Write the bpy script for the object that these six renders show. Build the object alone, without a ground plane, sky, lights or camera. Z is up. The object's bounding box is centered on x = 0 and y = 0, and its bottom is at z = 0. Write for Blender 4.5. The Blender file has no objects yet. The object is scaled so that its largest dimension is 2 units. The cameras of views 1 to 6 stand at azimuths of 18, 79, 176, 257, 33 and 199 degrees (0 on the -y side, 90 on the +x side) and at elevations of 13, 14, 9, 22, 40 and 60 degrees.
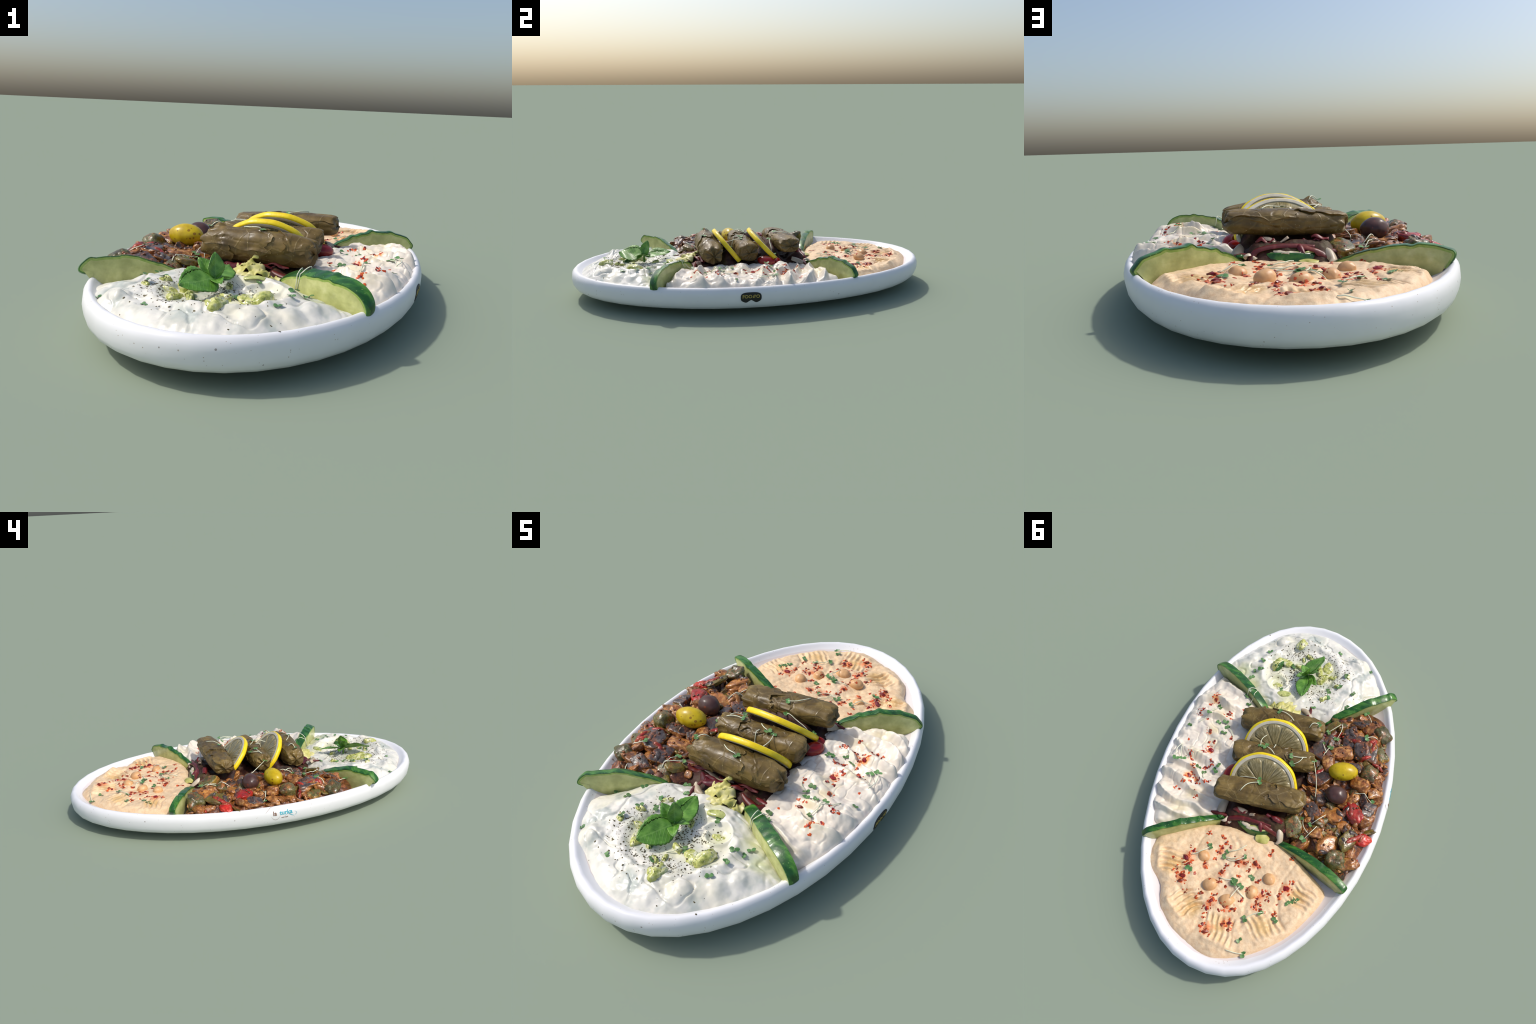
# Oval stoneware platter of meze: hummus, cucumber yogurt, creamy yogurt, vegetable stew,
# stuffed vine leaves with lemon, cucumber wedges, olives, salad and herb sprouts.
import bpy, math, random
import numpy as np
from mathutils import Vector, Matrix, Euler

rnd = random.Random(7)
rng = np.random.default_rng(7)
TAU = 2 * math.pi

# ------------------------------------------------------------------ noise
def _hash(ix, iy, iz, seed):
    h = (ix.astype(np.int64) * 374761393 + iy.astype(np.int64) * 668265263 + iz.astype(np.int64) * 2147483647 + seed * 974634777) & 0xFFFFFFFF
    h = ((h ^ (h >> 13)) * 1274126177) & 0xFFFFFFFF
    h = h ^ (h >> 16)
    return (h & 0xFFFF) / 65535.0 * 2 - 1

def vnoise(p, seed=0):
    p = np.asarray(p, float)
    i = np.floor(p).astype(np.int64)
    f = p - i
    w = f * f * f * (f * (f * 6 - 15) + 10)
    r = 0
    for a in (0, 1):
        for b in (0, 1):
            for c in (0, 1):
                k = (w[:, 0] if a else 1 - w[:, 0]) * (w[:, 1] if b else 1 - w[:, 1]) * (w[:, 2] if c else 1 - w[:, 2])
                r = r + k * _hash(i[:, 0] + a, i[:, 1] + b, i[:, 2] + c, seed)
    return r

def fbm(p, oct=3, seed=0, gain=.5):
    r, a = 0, 1.0
    p = np.asarray(p, float)
    for o in range(oct):
        r = r + a * vnoise(p * 2 ** o + 17.3 * o, seed + o)
        a *= gain
    return r

def xyz(x, y, z=0.0):
    return np.stack([x, y, np.full_like(x, z) if np.isscalar(z) else z], 1)

def sstep(a, b, x):
    t = np.clip((x - a) / (b - a), 0, 1)
    return t * t * (3 - 2 * t)

# ------------------------------------------------------------------ mesh helpers
def link(o, parent=None):
    bpy.context.scene.collection.objects.link(o)
    if parent is not None:
        o.parent = parent
    return o

def mesh(name, v, f, mats, smooth=True, slots=None):
    me = bpy.data.meshes.new(name)
    me.from_pydata([tuple(map(float, p)) for p in v], [], [tuple(map(int, q)) for q in f])
    for m in (mats if isinstance(mats, (list, tuple)) else [mats]):
        me.materials.append(m)
    if slots is not None:
        me.polygons.foreach_set("material_index", np.asarray(slots, np.int32))
    me.polygons.foreach_set("use_smooth", [smooth] * len(me.polygons))
    me.update()
    return me

def obj(name, me, parent=None, loc=None, rot=None, scale=None, mat4=None):
    o = bpy.data.objects.new(name, me)
    if mat4 is not None:
        o.matrix_world = mat4
    if loc is not None:
        o.location = loc
    if rot is not None:
        o.rotation_euler = rot
    if scale is not None:
        o.scale = scale
    return link(o, parent)

def thing(o, label, category):
    o["label"] = label
    o["category"] = category
    return o

def grid_faces(nu, nv, wrap_v=True, off=0):
    """quads of a (nu rows) x (nv columns) lattice"""
    f = []
    for i in range(nu - 1):
        for j in range(nv if wrap_v else nv - 1):
            k = (j + 1) % nv
            f.append((off + i * nv + j, off + i * nv + k, off + (i + 1) * nv + k, off + (i + 1) * nv + j))
    return f

def tube(points, radii, n=6, flat=1.0):
    """swept tube with rounded ends; returns verts, faces"""
    P = [Vector(p) for p in points]
    V, F = [], []
    up = Vector((0.13, 0.21, 1)).normalized()
    for i, p in enumerate(P):
        t = (P[min(i + 1, len(P) - 1)] - P[max(i - 1, 0)]).normalized()
        a = t.cross(up)
        a = a.normalized() if a.length > 1e-5 else Vector((1, 0, 0))
        b = a.cross(t)
        for j in range(n):
            th = TAU * j / n
            V.append(p + radii[i] * (math.cos(th) * a + math.sin(th) * flat * b))
    F = grid_faces(len(P), n)
    c0, c1 = len(V), len(V) + 1
    V += [P[0], P[-1]]
    for j in range(n):
        F.append((c0, (j + 1) % n, j))
        F.append((c1, (len(P) - 1) * n + j, (len(P) - 1) * n + (j + 1) % n))
    return V, F

class Soup:
    """collects many small meshes into one"""
    def __init__(s): s.v, s.f, s.m = [], [], []
    def add(s, v, f, m=0):
        k = len(s.v)
        s.v += [tuple(p) for p in v]
        s.f += [tuple(i + k for i in q) for q in f]
        s.m += [m] * len(f)

# ------------------------------------------------------------------ materials
def lin(r, g, b):
    return tuple(((c / 255) / 12.92 if c / 255 <= .04045 else ((c / 255 + .055) / 1.055) ** 2.4) for c in (r, g, b)) + (1,)

class Mat:
    def __init__(s, name, rough=.5, spec=.5, coord="Object"):
        s.m = bpy.data.materials.new(name)
        s.m.use_nodes = True
        s.t = s.m.node_tree
        s.N, s.L = s.t.nodes, s.t.links
        s.p = s.N["Principled BSDF"]
        s.p.inputs["Roughness"].default_value = rough
        s.p.inputs["Specular IOR Level"].default_value = spec
        s.co = s.N.new("ShaderNodeTexCoord").outputs[coord]
        s.h = None
    def node(s, k, **kw):
        n = s.N.new(k)
        for a, b in kw.items(): setattr(n, a, b)
        return n
    def mapped(s, scale=(1, 1, 1), loc=(0, 0, 0), src=None):
        n = s.node("ShaderNodeMapping")
        n.inputs["Scale"].default_value = scale
        n.inputs["Location"].default_value = loc
        s.L.new(src or s.co, n.inputs["Vector"])
        return n.outputs[0]
    def noise(s, scale, detail=4, rough=.55, dist=0, vec=None):
        n = s.node("ShaderNodeTexNoise")
        n.inputs["Scale"].default_value = scale
        n.inputs["Detail"].default_value = detail
        n.inputs["Roughness"].default_value = rough
        n.inputs["Distortion"].default_value = dist
        s.L.new(vec or s.co, n.inputs["Vector"])
        return n.outputs["Fac"]
    def voronoi(s, scale, feature="F1", out="Distance", rand=1, vec=None):
        n = s.node("ShaderNodeTexVoronoi", feature=feature)
        n.inputs["Scale"].default_value = scale
        n.inputs["Randomness"].default_value = rand
        s.L.new(vec or s.co, n.inputs["Vector"])
        return n.outputs[out]
    def ramp(s, fac, stops, interp="LINEAR"):
        n = s.node("ShaderNodeValToRGB")
        n.color_ramp.interpolation = interp
        e = n.color_ramp.elements
        while len(e) < len(stops): e.new(.5)
        for i, (p, c) in enumerate(stops):
            e[i].position = p
            e[i].color = c if isinstance(c, tuple) else (c, c, c, 1)
        s.L.new(fac, n.inputs[0])
        return n.outputs[0]
    def mix(s, fac, a, b, kind="MIX"):
        n = s.node("ShaderNodeMix", data_type="RGBA", blend_type=kind)
        for i, x in ((0, fac), (6, a), (7, b)):
            if isinstance(x, bpy.types.NodeSocket): s.L.new(x, n.inputs[i])
            else: n.inputs[i].default_value = x
        return n.outputs[2]
    def math(s, op, a, b=0.0, c=0.0, clamp=False):
        n = s.node("ShaderNodeMath", operation=op, use_clamp=clamp)
        for i, x in enumerate((a, b, c)):
            if isinstance(x, bpy.types.NodeSocket): s.L.new(x, n.inputs[i])
            else: n.inputs[i].default_value = x
        return n.outputs[0]
    def sep(s, vec=None):
        n = s.node("ShaderNodeSeparateXYZ")
        s.L.new(vec or s.co, n.inputs[0])
        return n.outputs
    def rand(s):
        return s.node("ShaderNodeObjectInfo").outputs["Random"]
    def near(s, pts, wobble=0.02, wscale=25):
        """distance (in plan) to the nearest of a few points, with a wobbly metric"""
        w = s.noise(wscale, 2)
        best = None
        x, y, z = s.sep()
        for px, py, k in pts:
            dx = s.math("SUBTRACT", x, px); dy = s.math("SUBTRACT", y, py)
            d = s.math("SQRT", s.math("ADD", s.math("MULTIPLY", dx, dx), s.math("MULTIPLY", dy, dy)))
            d = s.math("DIVIDE", d, k)
            best = d if best is None else s.math("MINIMUM", best, d)
        return s.math("ADD", best, s.math("MULTIPLY", s.math("SUBTRACT", w, .5), wobble))
    def color(s, c):
        if isinstance(c, bpy.types.NodeSocket): s.L.new(c, s.p.inputs["Base Color"])
        else: s.p.inputs["Base Color"].default_value = c
        return s
    def rough(s, r): s.L.new(r, s.p.inputs["Roughness"]); return s
    def bump(s, h, strength=.3, dist=.002):
        n = s.node("ShaderNodeBump")
        n.inputs["Strength"].default_value = strength
        n.inputs["Distance"].default_value = dist
        s.L.new(h, n.inputs["Height"])
        if s.h is not None: s.L.new(s.h, n.inputs["Normal"])
        s.h = n.outputs[0]
        s.L.new(s.h, s.p.inputs["Normal"])
        return s
    def sss(s, w, r, scale=.01):
        s.p.inputs["Subsurface Weight"].default_value = w
        s.p.inputs["Subsurface Radius"].default_value = r
        s.p.inputs["Subsurface Scale"].default_value = scale
        return s

def simple(name, stops, scale=20, rough=.5, spec=.5, bump=0, bscale=60, bdist=.002, detail=4, dist=0, vary=0):
    m = Mat(name, rough, spec)
    c = m.ramp(m.noise(scale, detail, dist=dist), stops)
    if vary:
        hsv = m.node("ShaderNodeHueSaturation")
        r = m.rand()
        m.L.new(m.math("MULTIPLY_ADD", r, vary, 1 - vary / 2), hsv.inputs["Value"])
        m.L.new(m.math("MULTIPLY_ADD", m.math("FRACT", m.math("MULTIPLY", r, 7.3)), vary * .06, .5 - vary * .03), hsv.inputs["Hue"])
        m.L.new(c, hsv.inputs["Color"])
        c = hsv.outputs[0]
    m.color(c)
    if bump: m.bump(m.noise(bscale, 4), bump, bdist)
    return m

# plate: white stoneware with tiny brown specks, slightly darker pinkish grey inside
def make_plate_mat(name, base, inner=False):
    m = Mat(name, .38, .4)
    c = m.ramp(m.noise(9, 3), [(.3, base), (.7, tuple(min(1, x * 1.04) for x in base[:3]) + (1,))])
    d = m.voronoi(62)
    dens = m.noise(23, 2)
    speck = m.math("LESS_THAN", d, m.math("MULTIPLY", m.math("SUBTRACT", dens, .38, clamp=True), .42))
    c = m.mix(m.math("MULTIPLY", speck, .75), c, lin(168, 150, 132))
    d2 = m.voronoi(13)
    big = m.math("LESS_THAN", d2, .045)
    big = m.math("MULTIPLY", big, m.math("GREATER_THAN", m.noise(7, 1), .5))
    c = m.mix(m.math("MULTIPLY", big, .7), c, lin(120, 105, 98))
    m.color(c)
    m.bump(m.noise(30, 3), .08, .002)
    return m.m
PLATE = make_plate_mat("speckled_white_stoneware", (.78, .78, .785, 1))
PLATE_IN = make_plate_mat("inner_plate_pinkish_grey", (.72, .665, .65, 1))

# hummus
POOLS_H = [(.30, .58, 1), (.16, .75, 1), (.0, .80, 1), (-.18, .75, 1), (-.29, .57, .8)]
def make_hummus():
    m = Mat("hummus_paste", .42, .4)
    c = m.ramp(m.noise(38, 6, .65), [(.3, lin(211, 181, 148)), (.5, lin(225, 198, 165)), (.72, lin(235, 212, 181))])
    fine = m.noise(170, 3)
    c = m.mix(.35, c, m.ramp(fine, [(.35, lin(200, 160, 116)), (.6, lin(233, 208, 170))]), "SOFT_LIGHT")
    d = m.near(POOLS_H, .09, 22)
    oil = m.math("MULTIPLY", m.ramp(d, [(.015, 1.0), (.07, 0.0)]), .55)
    c = m.mix(oil, c, lin(208, 166, 88))
    st = m.near([(.245, .53, 1), (.245, .635, 1), (.0, .487, 1), (-.065, .48, .8), (-.235, .552, 1), (-.215, .60, .5), (.075, .71, 1), (.05, .825, 1), (-.025, .78, 1), (.0, .71, .8), (-.13, .62, .8), (-.12, .672, .7), (.11, .46, .7), (.07, .57, .8), (.155, .55, .6)], .06, 45)
    c = m.mix(m.math("MULTIPLY", m.ramp(st, [(.004, 1.0), (.034, 0.0)]), .85), c, lin(224, 116, 56))
    mid = m.near([(.04, .60, 1), (.05, .52, 1)], .1, 18)
    c = m.mix(m.math("MULTIPLY", m.ramp(mid, [(.0, 1.0), (.075, 0.0)]), .35), c, lin(238, 222, 196))
    m.color(c)
    m.rough(m.math("SUBTRACT", .5, m.math("MULTIPLY", oil, .5)))
    m.bump(m.noise(120, 5, .65), .5, .0025)
    return m.m
HUMMUS = make_hummus()

def make_tzatziki():
    m = Mat("cucumber_yogurt", .3, .5)
    c = m.ramp(m.noise(14, 4), [(.35, lin(208, 207, 194)), (.5, lin(225, 222, 210)), (.7, lin(236, 231, 219))])
    gray = m.ramp(m.noise(11, 3, vec=m.mapped(loc=(3, 1, 0))), [(.54, 0.0), (.66, 1.0)])
    c = m.mix(m.math("MULTIPLY", gray, .7), c, lin(170, 180, 172))
    warm = m.ramp(m.noise(7, 2, vec=m.mapped(loc=(9, 4, 2))), [(.5, 0.0), (.7, 1.0)])
    c = m.mix(m.math("MULTIPLY", warm, .45), c, lin(236, 228, 200))
    d = m.near([(.15, -.55, 1), (.06, -.66, 1), (-.1, -.65, 1), (.28, -.50, .8), (.34, -.56, .7), (.17, -.65, .8), (.06, -.45, .8)], .08, 20)
    oil = m.math("MULTIPLY", m.ramp(d, [(.0, 1.0), (.085, 0.0)]), .55)
    c = m.mix(oil, c, lin(212, 214, 150))
    m.color(c)
    m.bump(m.noise(45, 3), .25, .004)
    m.sss(.15, (.02, .02, .015))
    return m.m
TZ = make_tzatziki()

def make_cream():
    m = Mat("creamy_yogurt", .36, .45)
    c = m.ramp(m.noise(16, 4), [(.35, lin(220, 210, 194)), (.55, lin(232, 223, 207)), (.72, lin(239, 232, 215))])
    pk = m.ramp(m.noise(18, 3, vec=m.mapped(loc=(5, 2, 1))), [(.58, 0.0), (.72, 1.0)])
    c = m.mix(m.math("MULTIPLY", pk, .35), c, lin(204, 180, 172))
    d = m.near([(.345, -.075, 1), (.41, .01, .9), (.40, .13, 1), (.34, .22, 1), (.42, -.33, 1), (.36, -.15, 1), (.35, -.25, 1), (.38, .31, 1)], .09, 20)
    oil = m.math("MULTIPLY", m.ramp(d, [(.0, 1.0), (.06, 0.0)]), .55)
    c = m.mix(oil, c, lin(230, 212, 160))
    o = m.near([(.40, .13, 1), (.355, .145, .6), (.345, -.03, .9), (.415, -.322, .8), (.38, -.125, .5), (.40, .08, .4)], .022, 60)
    hot = m.ramp(o, [(.012, 1.0), (.026, 0.0)])
    c = m.mix(m.math("MULTIPLY", hot, .8), c, lin(240, 140, 40))
    m.color(c)
    m.bump(m.noise(40, 4), .3, .004)
    m.sss(.12, (.02, .016, .012))
    return m.m
CREAM = make_cream()

def make_vine():
    m = Mat("stuffed_vine_leaf_skin", .4, .45)
    c = m.ramp(m.noise(13, 5, .6), [(.3, lin(84, 69, 36)), (.5, lin(114, 96, 52)), (.68, lin(142, 122, 72))])
    c = m.mix(.5, c, m.ramp(m.noise(55, 4), [(.3, lin(80, 68, 44)), (.7, lin(150, 136, 100))]), "SOFT_LIGHT")
    vein = m.voronoi(11, "DISTANCE_TO_EDGE")
    v = m.ramp(vein, [(.0, 1.0), (.035, 0.0)])
    c = m.mix(m.math("MULTIPLY", v, .22), c, lin(146, 130, 84))
    pale = m.ramp(m.noise(9, 3, vec=m.mapped(loc=(4, 7, 2))), [(.6, 0.0), (.72, 1.0)])
    c = m.mix(m.math("MULTIPLY", pale, .25), c, lin(132, 104, 80))
    oilspot = m.math("GREATER_THAN", m.noise(150, 2), .7)
    c = m.mix(m.math("MULTIPLY", oilspot, .4), c, lin(205, 190, 150))
    m.color(c)
    m.rough(m.ramp(m.noise(24, 3), [(.35, .30), (.7, .58)]))
    m.bump(v, .35, .002)
    m.bump(m.noise(90, 4), .3, .0015)
    return m.m
VINE = make_vine()

def make_peel():
    m = Mat("cucumber_peel", .28, .5)
    st = m.noise(26, 4, vec=m.mapped((.5, 1.6, .5)))
    c = m.ramp(st, [(.3, lin(20, 58, 24)), (.5, lin(36, 88, 34)), (.7, lin(84, 138, 52))])
    dots = m.math("LESS_THAN", m.voronoi(70), .16)
    c = m.mix(m.math("MULTIPLY", dots, .3), c, lin(150, 185, 110))
    m.color(c)
    m.bump(m.noise(40, 3), .3, .003)
    return m.m
PEEL = make_peel()

def make_cuke_flesh():
    # local X runs 0..1 metre along the wedge; colour follows the depth below the peel, given by the wedge's own profile
    m = Mat("cucumber_flesh", .22, .5)
    c = m.ramp(m.noise(20, 4), [(.35, lin(168, 172, 108)), (.55, lin(190, 194, 126)), (.72, lin(206, 208, 146))])
    seed = m.ramp(m.noise(30, 3, vec=m.mapped((.4, 1, 1.4))), [(.55, 0.0), (.7, 1.0)])
    c = m.mix(m.math("MULTIPLY", seed, .3), c, lin(150, 150, 82))
    m.color(c)
    m.bump(m.noise(50, 3), .2, .003)
    m.sss(.12, (.02, .025, .008))
    return m.m
CUKE = make_cuke_flesh()
CUKE_RING = simple("cucumber_outer_flesh", [(.3, lin(122, 152, 62)), (.7, lin(170, 190, 104))], 30, .25)
CUKE_RING = CUKE_RING.m
CUKE_DICE = Mat("diced_cucumber_flesh", .22)
CUKE_DICE.color(CUKE_DICE.ramp(CUKE_DICE.noise(24, 4), [(.35, lin(150, 160, 84)), (.5, lin(196, 200, 124)), (.7, lin(214, 214, 160))]))
CUKE_DICE.bump(CUKE_DICE.noise(60, 3), .3, .003)
CUKE_DICE = CUKE_DICE.m
DICE_FLESH = Mat("cucumber_dice", .2)
c_ = DICE_FLESH.ramp(DICE_FLESH.noise(1.4, 5, .6), [(.34, lin(142, 150, 66)), (.5, lin(196, 198, 116)), (.64, lin(222, 220, 172))])
yog = DICE_FLESH.ramp(DICE_FLESH.noise(1.1, 4, .6, 0, DICE_FLESH.mapped(loc=(4, 2, 7))), [(.56, 0.0), (.66, 1.0)])
grn = DICE_FLESH.ramp(DICE_FLESH.noise(1.0, 3, .6, 0, DICE_FLESH.mapped(loc=(1, 8, 3))), [(.54, 0.0), (.64, 1.0)])
c_ = DICE_FLESH.mix(DICE_FLESH.math("MULTIPLY", grn, .6), c_, lin(84, 116, 44))
DICE_FLESH.color(DICE_FLESH.mix(DICE_FLESH.math("MULTIPLY", yog, .8), c_, lin(226, 224, 206)))
DICE_FLESH.bump(DICE_FLESH.noise(3, 3), .4, .004)
DICE_FLESH = DICE_FLESH.m

LEMON_PEEL = simple("lemon_zest", [(.3, lin(232, 196, 10)), (.7, lin(250, 226, 40))], 30, .32, bump=.35, bscale=130, bdist=.002).m
PITH = simple("lemon_pith", [(.3, lin(206, 196, 170)), (.7, lin(226, 218, 196))], 40, .6).m
def make_pulp():
    m = Mat("lemon_pulp", .2, .5, "Object")
    x, y, z = m.sep()
    ang = m.math("ARCTAN2", z, x)
    rad = m.math("SQRT", m.math("ADD", m.math("MULTIPLY", x, x), m.math("MULTIPLY", z, z)))
    cv = m.node("ShaderNodeCombineXYZ")
    m.L.new(m.math("MULTIPLY", ang, 9), cv.inputs[0]); m.L.new(m.math("MULTIPLY", rad, 12), cv.inputs[1])
    n = m.noise(2.2, 4, .6, .4, cv.outputs[0])
    c = m.ramp(n, [(.32, lin(108, 98, 62)), (.5, lin(138, 126, 86)), (.68, lin(180, 168, 128))])
    m.color(c)
    m.bump(n, .4, .003)
    return m.m
PULP = make_pulp()
MEMBRANE = simple('lemon_membrane', [(.3, lin(150, 138, 98)), (.7, lin(186, 174, 136))], 30, .3).m

def make_olive(name, a, b, spot):
    m = Mat(name, .32, .45)
    c = m.ramp(m.noise(22, 3), [(.3, a), (.7, b)])
    s_ = m.math("LESS_THAN", m.voronoi(48), m.math("MULTIPLY", m.math("SUBTRACT", m.noise(16, 2), .4, clamp=True), 1.3))
    c = m.mix(m.math("MULTIPLY", s_, .75), c, spot)
    m.color(c)
    m.bump(m.noise(60, 3), .15, .002)
    return m.m
OLIVE_Y = make_olive("yellow_green_olive", lin(176, 146, 8), lin(216, 190, 30), lin(128, 76, 20))
OLIVE_P = make_olive("purple_olive_skin", lin(58, 36, 33), lin(94, 66, 60), lin(130, 66, 48))

CHICKPEA = simple("chickpea_skin", [(.3, lin(202, 150, 98)), (.7, lin(228, 182, 130))], 1.2, .34, bump=.15).m
FLAKE_DARK = simple("dark_chili", [(.3, lin(86, 16, 10)), (.7, lin(150, 40, 22))], 1.6, .35, vary=.5).m
FLAKE_RED = simple("orange_chili", [(.3, lin(180, 56, 20)), (.7, lin(222, 104, 42))], 60, .35).m
HERB_LEAF = simple("sprout_leaf", [(.3, lin(58, 98, 48)), (.7, lin(108, 148, 86))], 60, .4, vary=.4).m
HERB_STEM = simple("sprout_stem", [(.3, lin(206, 210, 176)), (.7, lin(232, 234, 212))], 40, .4).m
DRY_HERB = simple("dried_mint", [(.3, lin(52, 48, 30)), (.7, lin(112, 102, 70))], 50, .8).m

def make_mint():
    m = Mat("fresh_mint_leaf", .36, .5)
    c = m.ramp(m.noise(30, 4), [(.3, lin(62, 108, 32)), (.55, lin(92, 142, 50)), (.75, lin(124, 170, 74))])
    x, y, z = m.sep()
    rib = m.ramp(m.math("ABSOLUTE", y), [(.0, 1.0), (.0022, 0.0)])
    c = m.mix(m.math("MULTIPLY", rib, .35), c, lin(146, 186, 100))
    ax = m.math("ABSOLUTE", y)
    wv = m.math("FRACT", m.math("MULTIPLY", m.math("SUBTRACT", x, m.math("MULTIPLY", ax, .8)), 65))
    vv = m.ramp(m.math("ABSOLUTE", m.math("SUBTRACT", wv, .5)), [(.0, 1.0), (.12, 0.0)])
    c = m.mix(m.math("MULTIPLY", vv, .18), c, lin(146, 186, 100))
    m.color(c)
    m.bump(vv, .3, .002)
    return m.m
MINT = make_mint()

def veg(name, stops, scale=2.2, rough=.3, vary=.35, bump=.5, sauce_amount=.6, unit=1.0):
    """stewed vegetable; chunks are modelled at unit size, so texture scales are per chunk"""
    m = Mat(name, rough, .55)
    r = m.rand()
    mp = m.node("ShaderNodeMapping")
    m.L.new(m.co, mp.inputs["Vector"])
    cv = m.node("ShaderNodeCombineXYZ")
    for i, k in enumerate((37.0, 91.0, 53.0)): m.L.new(m.math("MULTIPLY", r, k), cv.inputs[i])
    m.L.new(cv.outputs[0], mp.inputs["Location"])
    mp.inputs["Scale"].default_value = (unit,) * 3
    v = mp.outputs[0]
    c = m.ramp(m.noise(scale, 5, .62, .4, v), stops)
    # sauce clinging to it: brown smears, orange pulp and dark gaps
    sauce = m.ramp(m.noise(1.2, 5, .68, .5, m.mapped(loc=(2, 5, 3), src=v)), [(.5, 0.0), (.58, 1.0)])
    pulp = m.ramp(m.noise(4.5, 5, .7, 0, v), [(.34, lin(70, 34, 18)), (.5, lin(138, 74, 34)), (.66, lin(206, 132, 74))])
    c = m.mix(m.math("MULTIPLY", sauce, sauce_amount), c, pulp)
    dark = m.ramp(m.noise(1.0, 3, .5, 0, m.mapped(loc=(8, 1, 6), src=v)), [(.52, 0.0), (.66, 1.0)])
    c = m.mix(m.math("MULTIPLY", dark, .5), c, lin(46, 30, 22))
    hsv = m.node("ShaderNodeHueSaturation")
    m.L.new(m.math("MULTIPLY_ADD", r, vary, 1 - vary / 2), hsv.inputs["Value"])
    m.L.new(c, hsv.inputs["Color"])
    m.color(hsv.outputs[0])
    m.bump(m.noise(3.2, 4, .6, 0, v), bump, .006)
    m.p.inputs["Coat Weight"].default_value = .22
    m.p.inputs["Coat Roughness"].default_value = .12
    return m.m
EGG_SKIN = veg("eggplant_skin", [(.3, lin(46, 38, 36)), (.52, lin(78, 67, 62)), (.72, lin(116, 104, 96))])
EGG_FLESH = veg("eggplant_flesh", [(.32, lin(84, 48, 24)), (.5, lin(148, 92, 42)), (.66, lin(212, 158, 92))])
ZUC_SKIN = veg("zucchini_skin", [(.3, lin(58, 56, 26)), (.5, lin(88, 84, 42)), (.7, lin(124, 118, 74))], 7)
ZUC_FLESH = veg("zucchini_flesh", [(.3, lin(122, 96, 36)), (.6, lin(162, 132, 66)), (.8, lin(192, 160, 96))])
PEPPER = veg("red_pepper_flesh", [(.3, lin(140, 20, 12)), (.55, lin(186, 36, 22)), (.75, lin(214, 74, 48))], 1.6, .26, sauce_amount=.5)
ONION = veg("cooked_onion", [(.32, lin(104, 62, 26)), (.5, lin(166, 106, 46)), (.68, lin(212, 156, 86))], 1.6, .22)
GREENPEP = veg("green_pepper_skin", [(.3, lin(82, 70, 20)), (.55, lin(112, 98, 36)), (.75, lin(150, 132, 66))], 1.6, .22, sauce_amount=.35)
SAUCE = veg("tomato_stew_sauce", [(.3, lin(54, 32, 22)), (.5, lin(96, 54, 30)), (.7, lin(150, 92, 48))], 1.6, unit=26.0)
EGG_STRIP = veg("eggplant_skin_strip", [(.3, lin(46, 38, 36)), (.52, lin(78, 67, 62)), (.72, lin(116, 104, 96))], unit=26.0)
ONION_STRIP = veg("cooked_onion_strip", [(.32, lin(104, 62, 26)), (.5, lin(166, 106, 46)), (.68, lin(212, 156, 86))], 1.6, unit=26.0)
PEPPER_STRIP = veg("red_pepper_strip", [(.3, lin(116, 24, 14)), (.55, lin(160, 38, 22)), (.75, lin(196, 78, 48))], 1.6, .3, sauce_amount=.55, unit=26.0)
CABBAGE = simple("pickled_red_cabbage", [(.3, lin(64, 16, 20)), (.6, lin(112, 30, 34)), (.8, lin(150, 78, 74))], 22, .42, vary=.4, bump=.3).m
LETTUCE = simple("pale_lettuce", [(.3, lin(150, 150, 66)), (.5, lin(200, 194, 114)), (.7, lin(226, 218, 168))], 18, .4, bump=.4, bscale=30).m
ONION_RAW = simple("raw_white_onion", [(.3, lin(170, 150, 124)), (.7, lin(208, 196, 172))], 14, .4, vary=.2).m
BED = simple("dark_salad_bed", [(.3, lin(32, 20, 15)), (.5, lin(62, 30, 22)), (.7, lin(82, 68, 42))], 22, .6, .3, bump=.6, bscale=40, bdist=.006).m
TOMATO = simple("tomato_skin", [(.3, lin(118, 16, 14)), (.7, lin(156, 34, 26))], 14, .16).m
BADGE = simple("badge_black", [(.3, lin(22, 24, 22)), (.7, lin(28, 30, 28))], 10, .6).m
GOLD = simple("badge_gold_letters", [(.3, lin(170, 150, 74)), (.7, lin(184, 164, 86))], 10, .6).m
BROWN_INK = simple("brown_ink", [(.3, lin(120, 84, 62)), (.7, lin(130, 94, 72))], 10, .6).m
CYAN_INK = simple("turquoise_ink", [(.3, lin(52, 170, 190)), (.7, lin(62, 180, 200))], 10, .6).m

# ------------------------------------------------------------------ plate
PA, PB = .5836, 1.0021
def plate_xy(t, inset):
    m = 1 - .0052 * np.cos(3 * t) - .0007 * np.sin(3 * t) - .0021 * np.cos(4 * t) - .0009 * np.sin(4 * t) + .0006 * np.cos(6 * t) - .0019 * np.sin(6 * t)
    k = 1 + .35 * min(1, inset / .05) if inset > 0 else 1
    x = (PA - inset) * np.cos(t) * m
    y = (PB - inset * k) * np.sin(t) * m
    r = .0057
    return .0019 + x * math.cos(r) - y * math.sin(r), .002 + x * math.sin(r) + y * math.cos(r)

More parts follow.
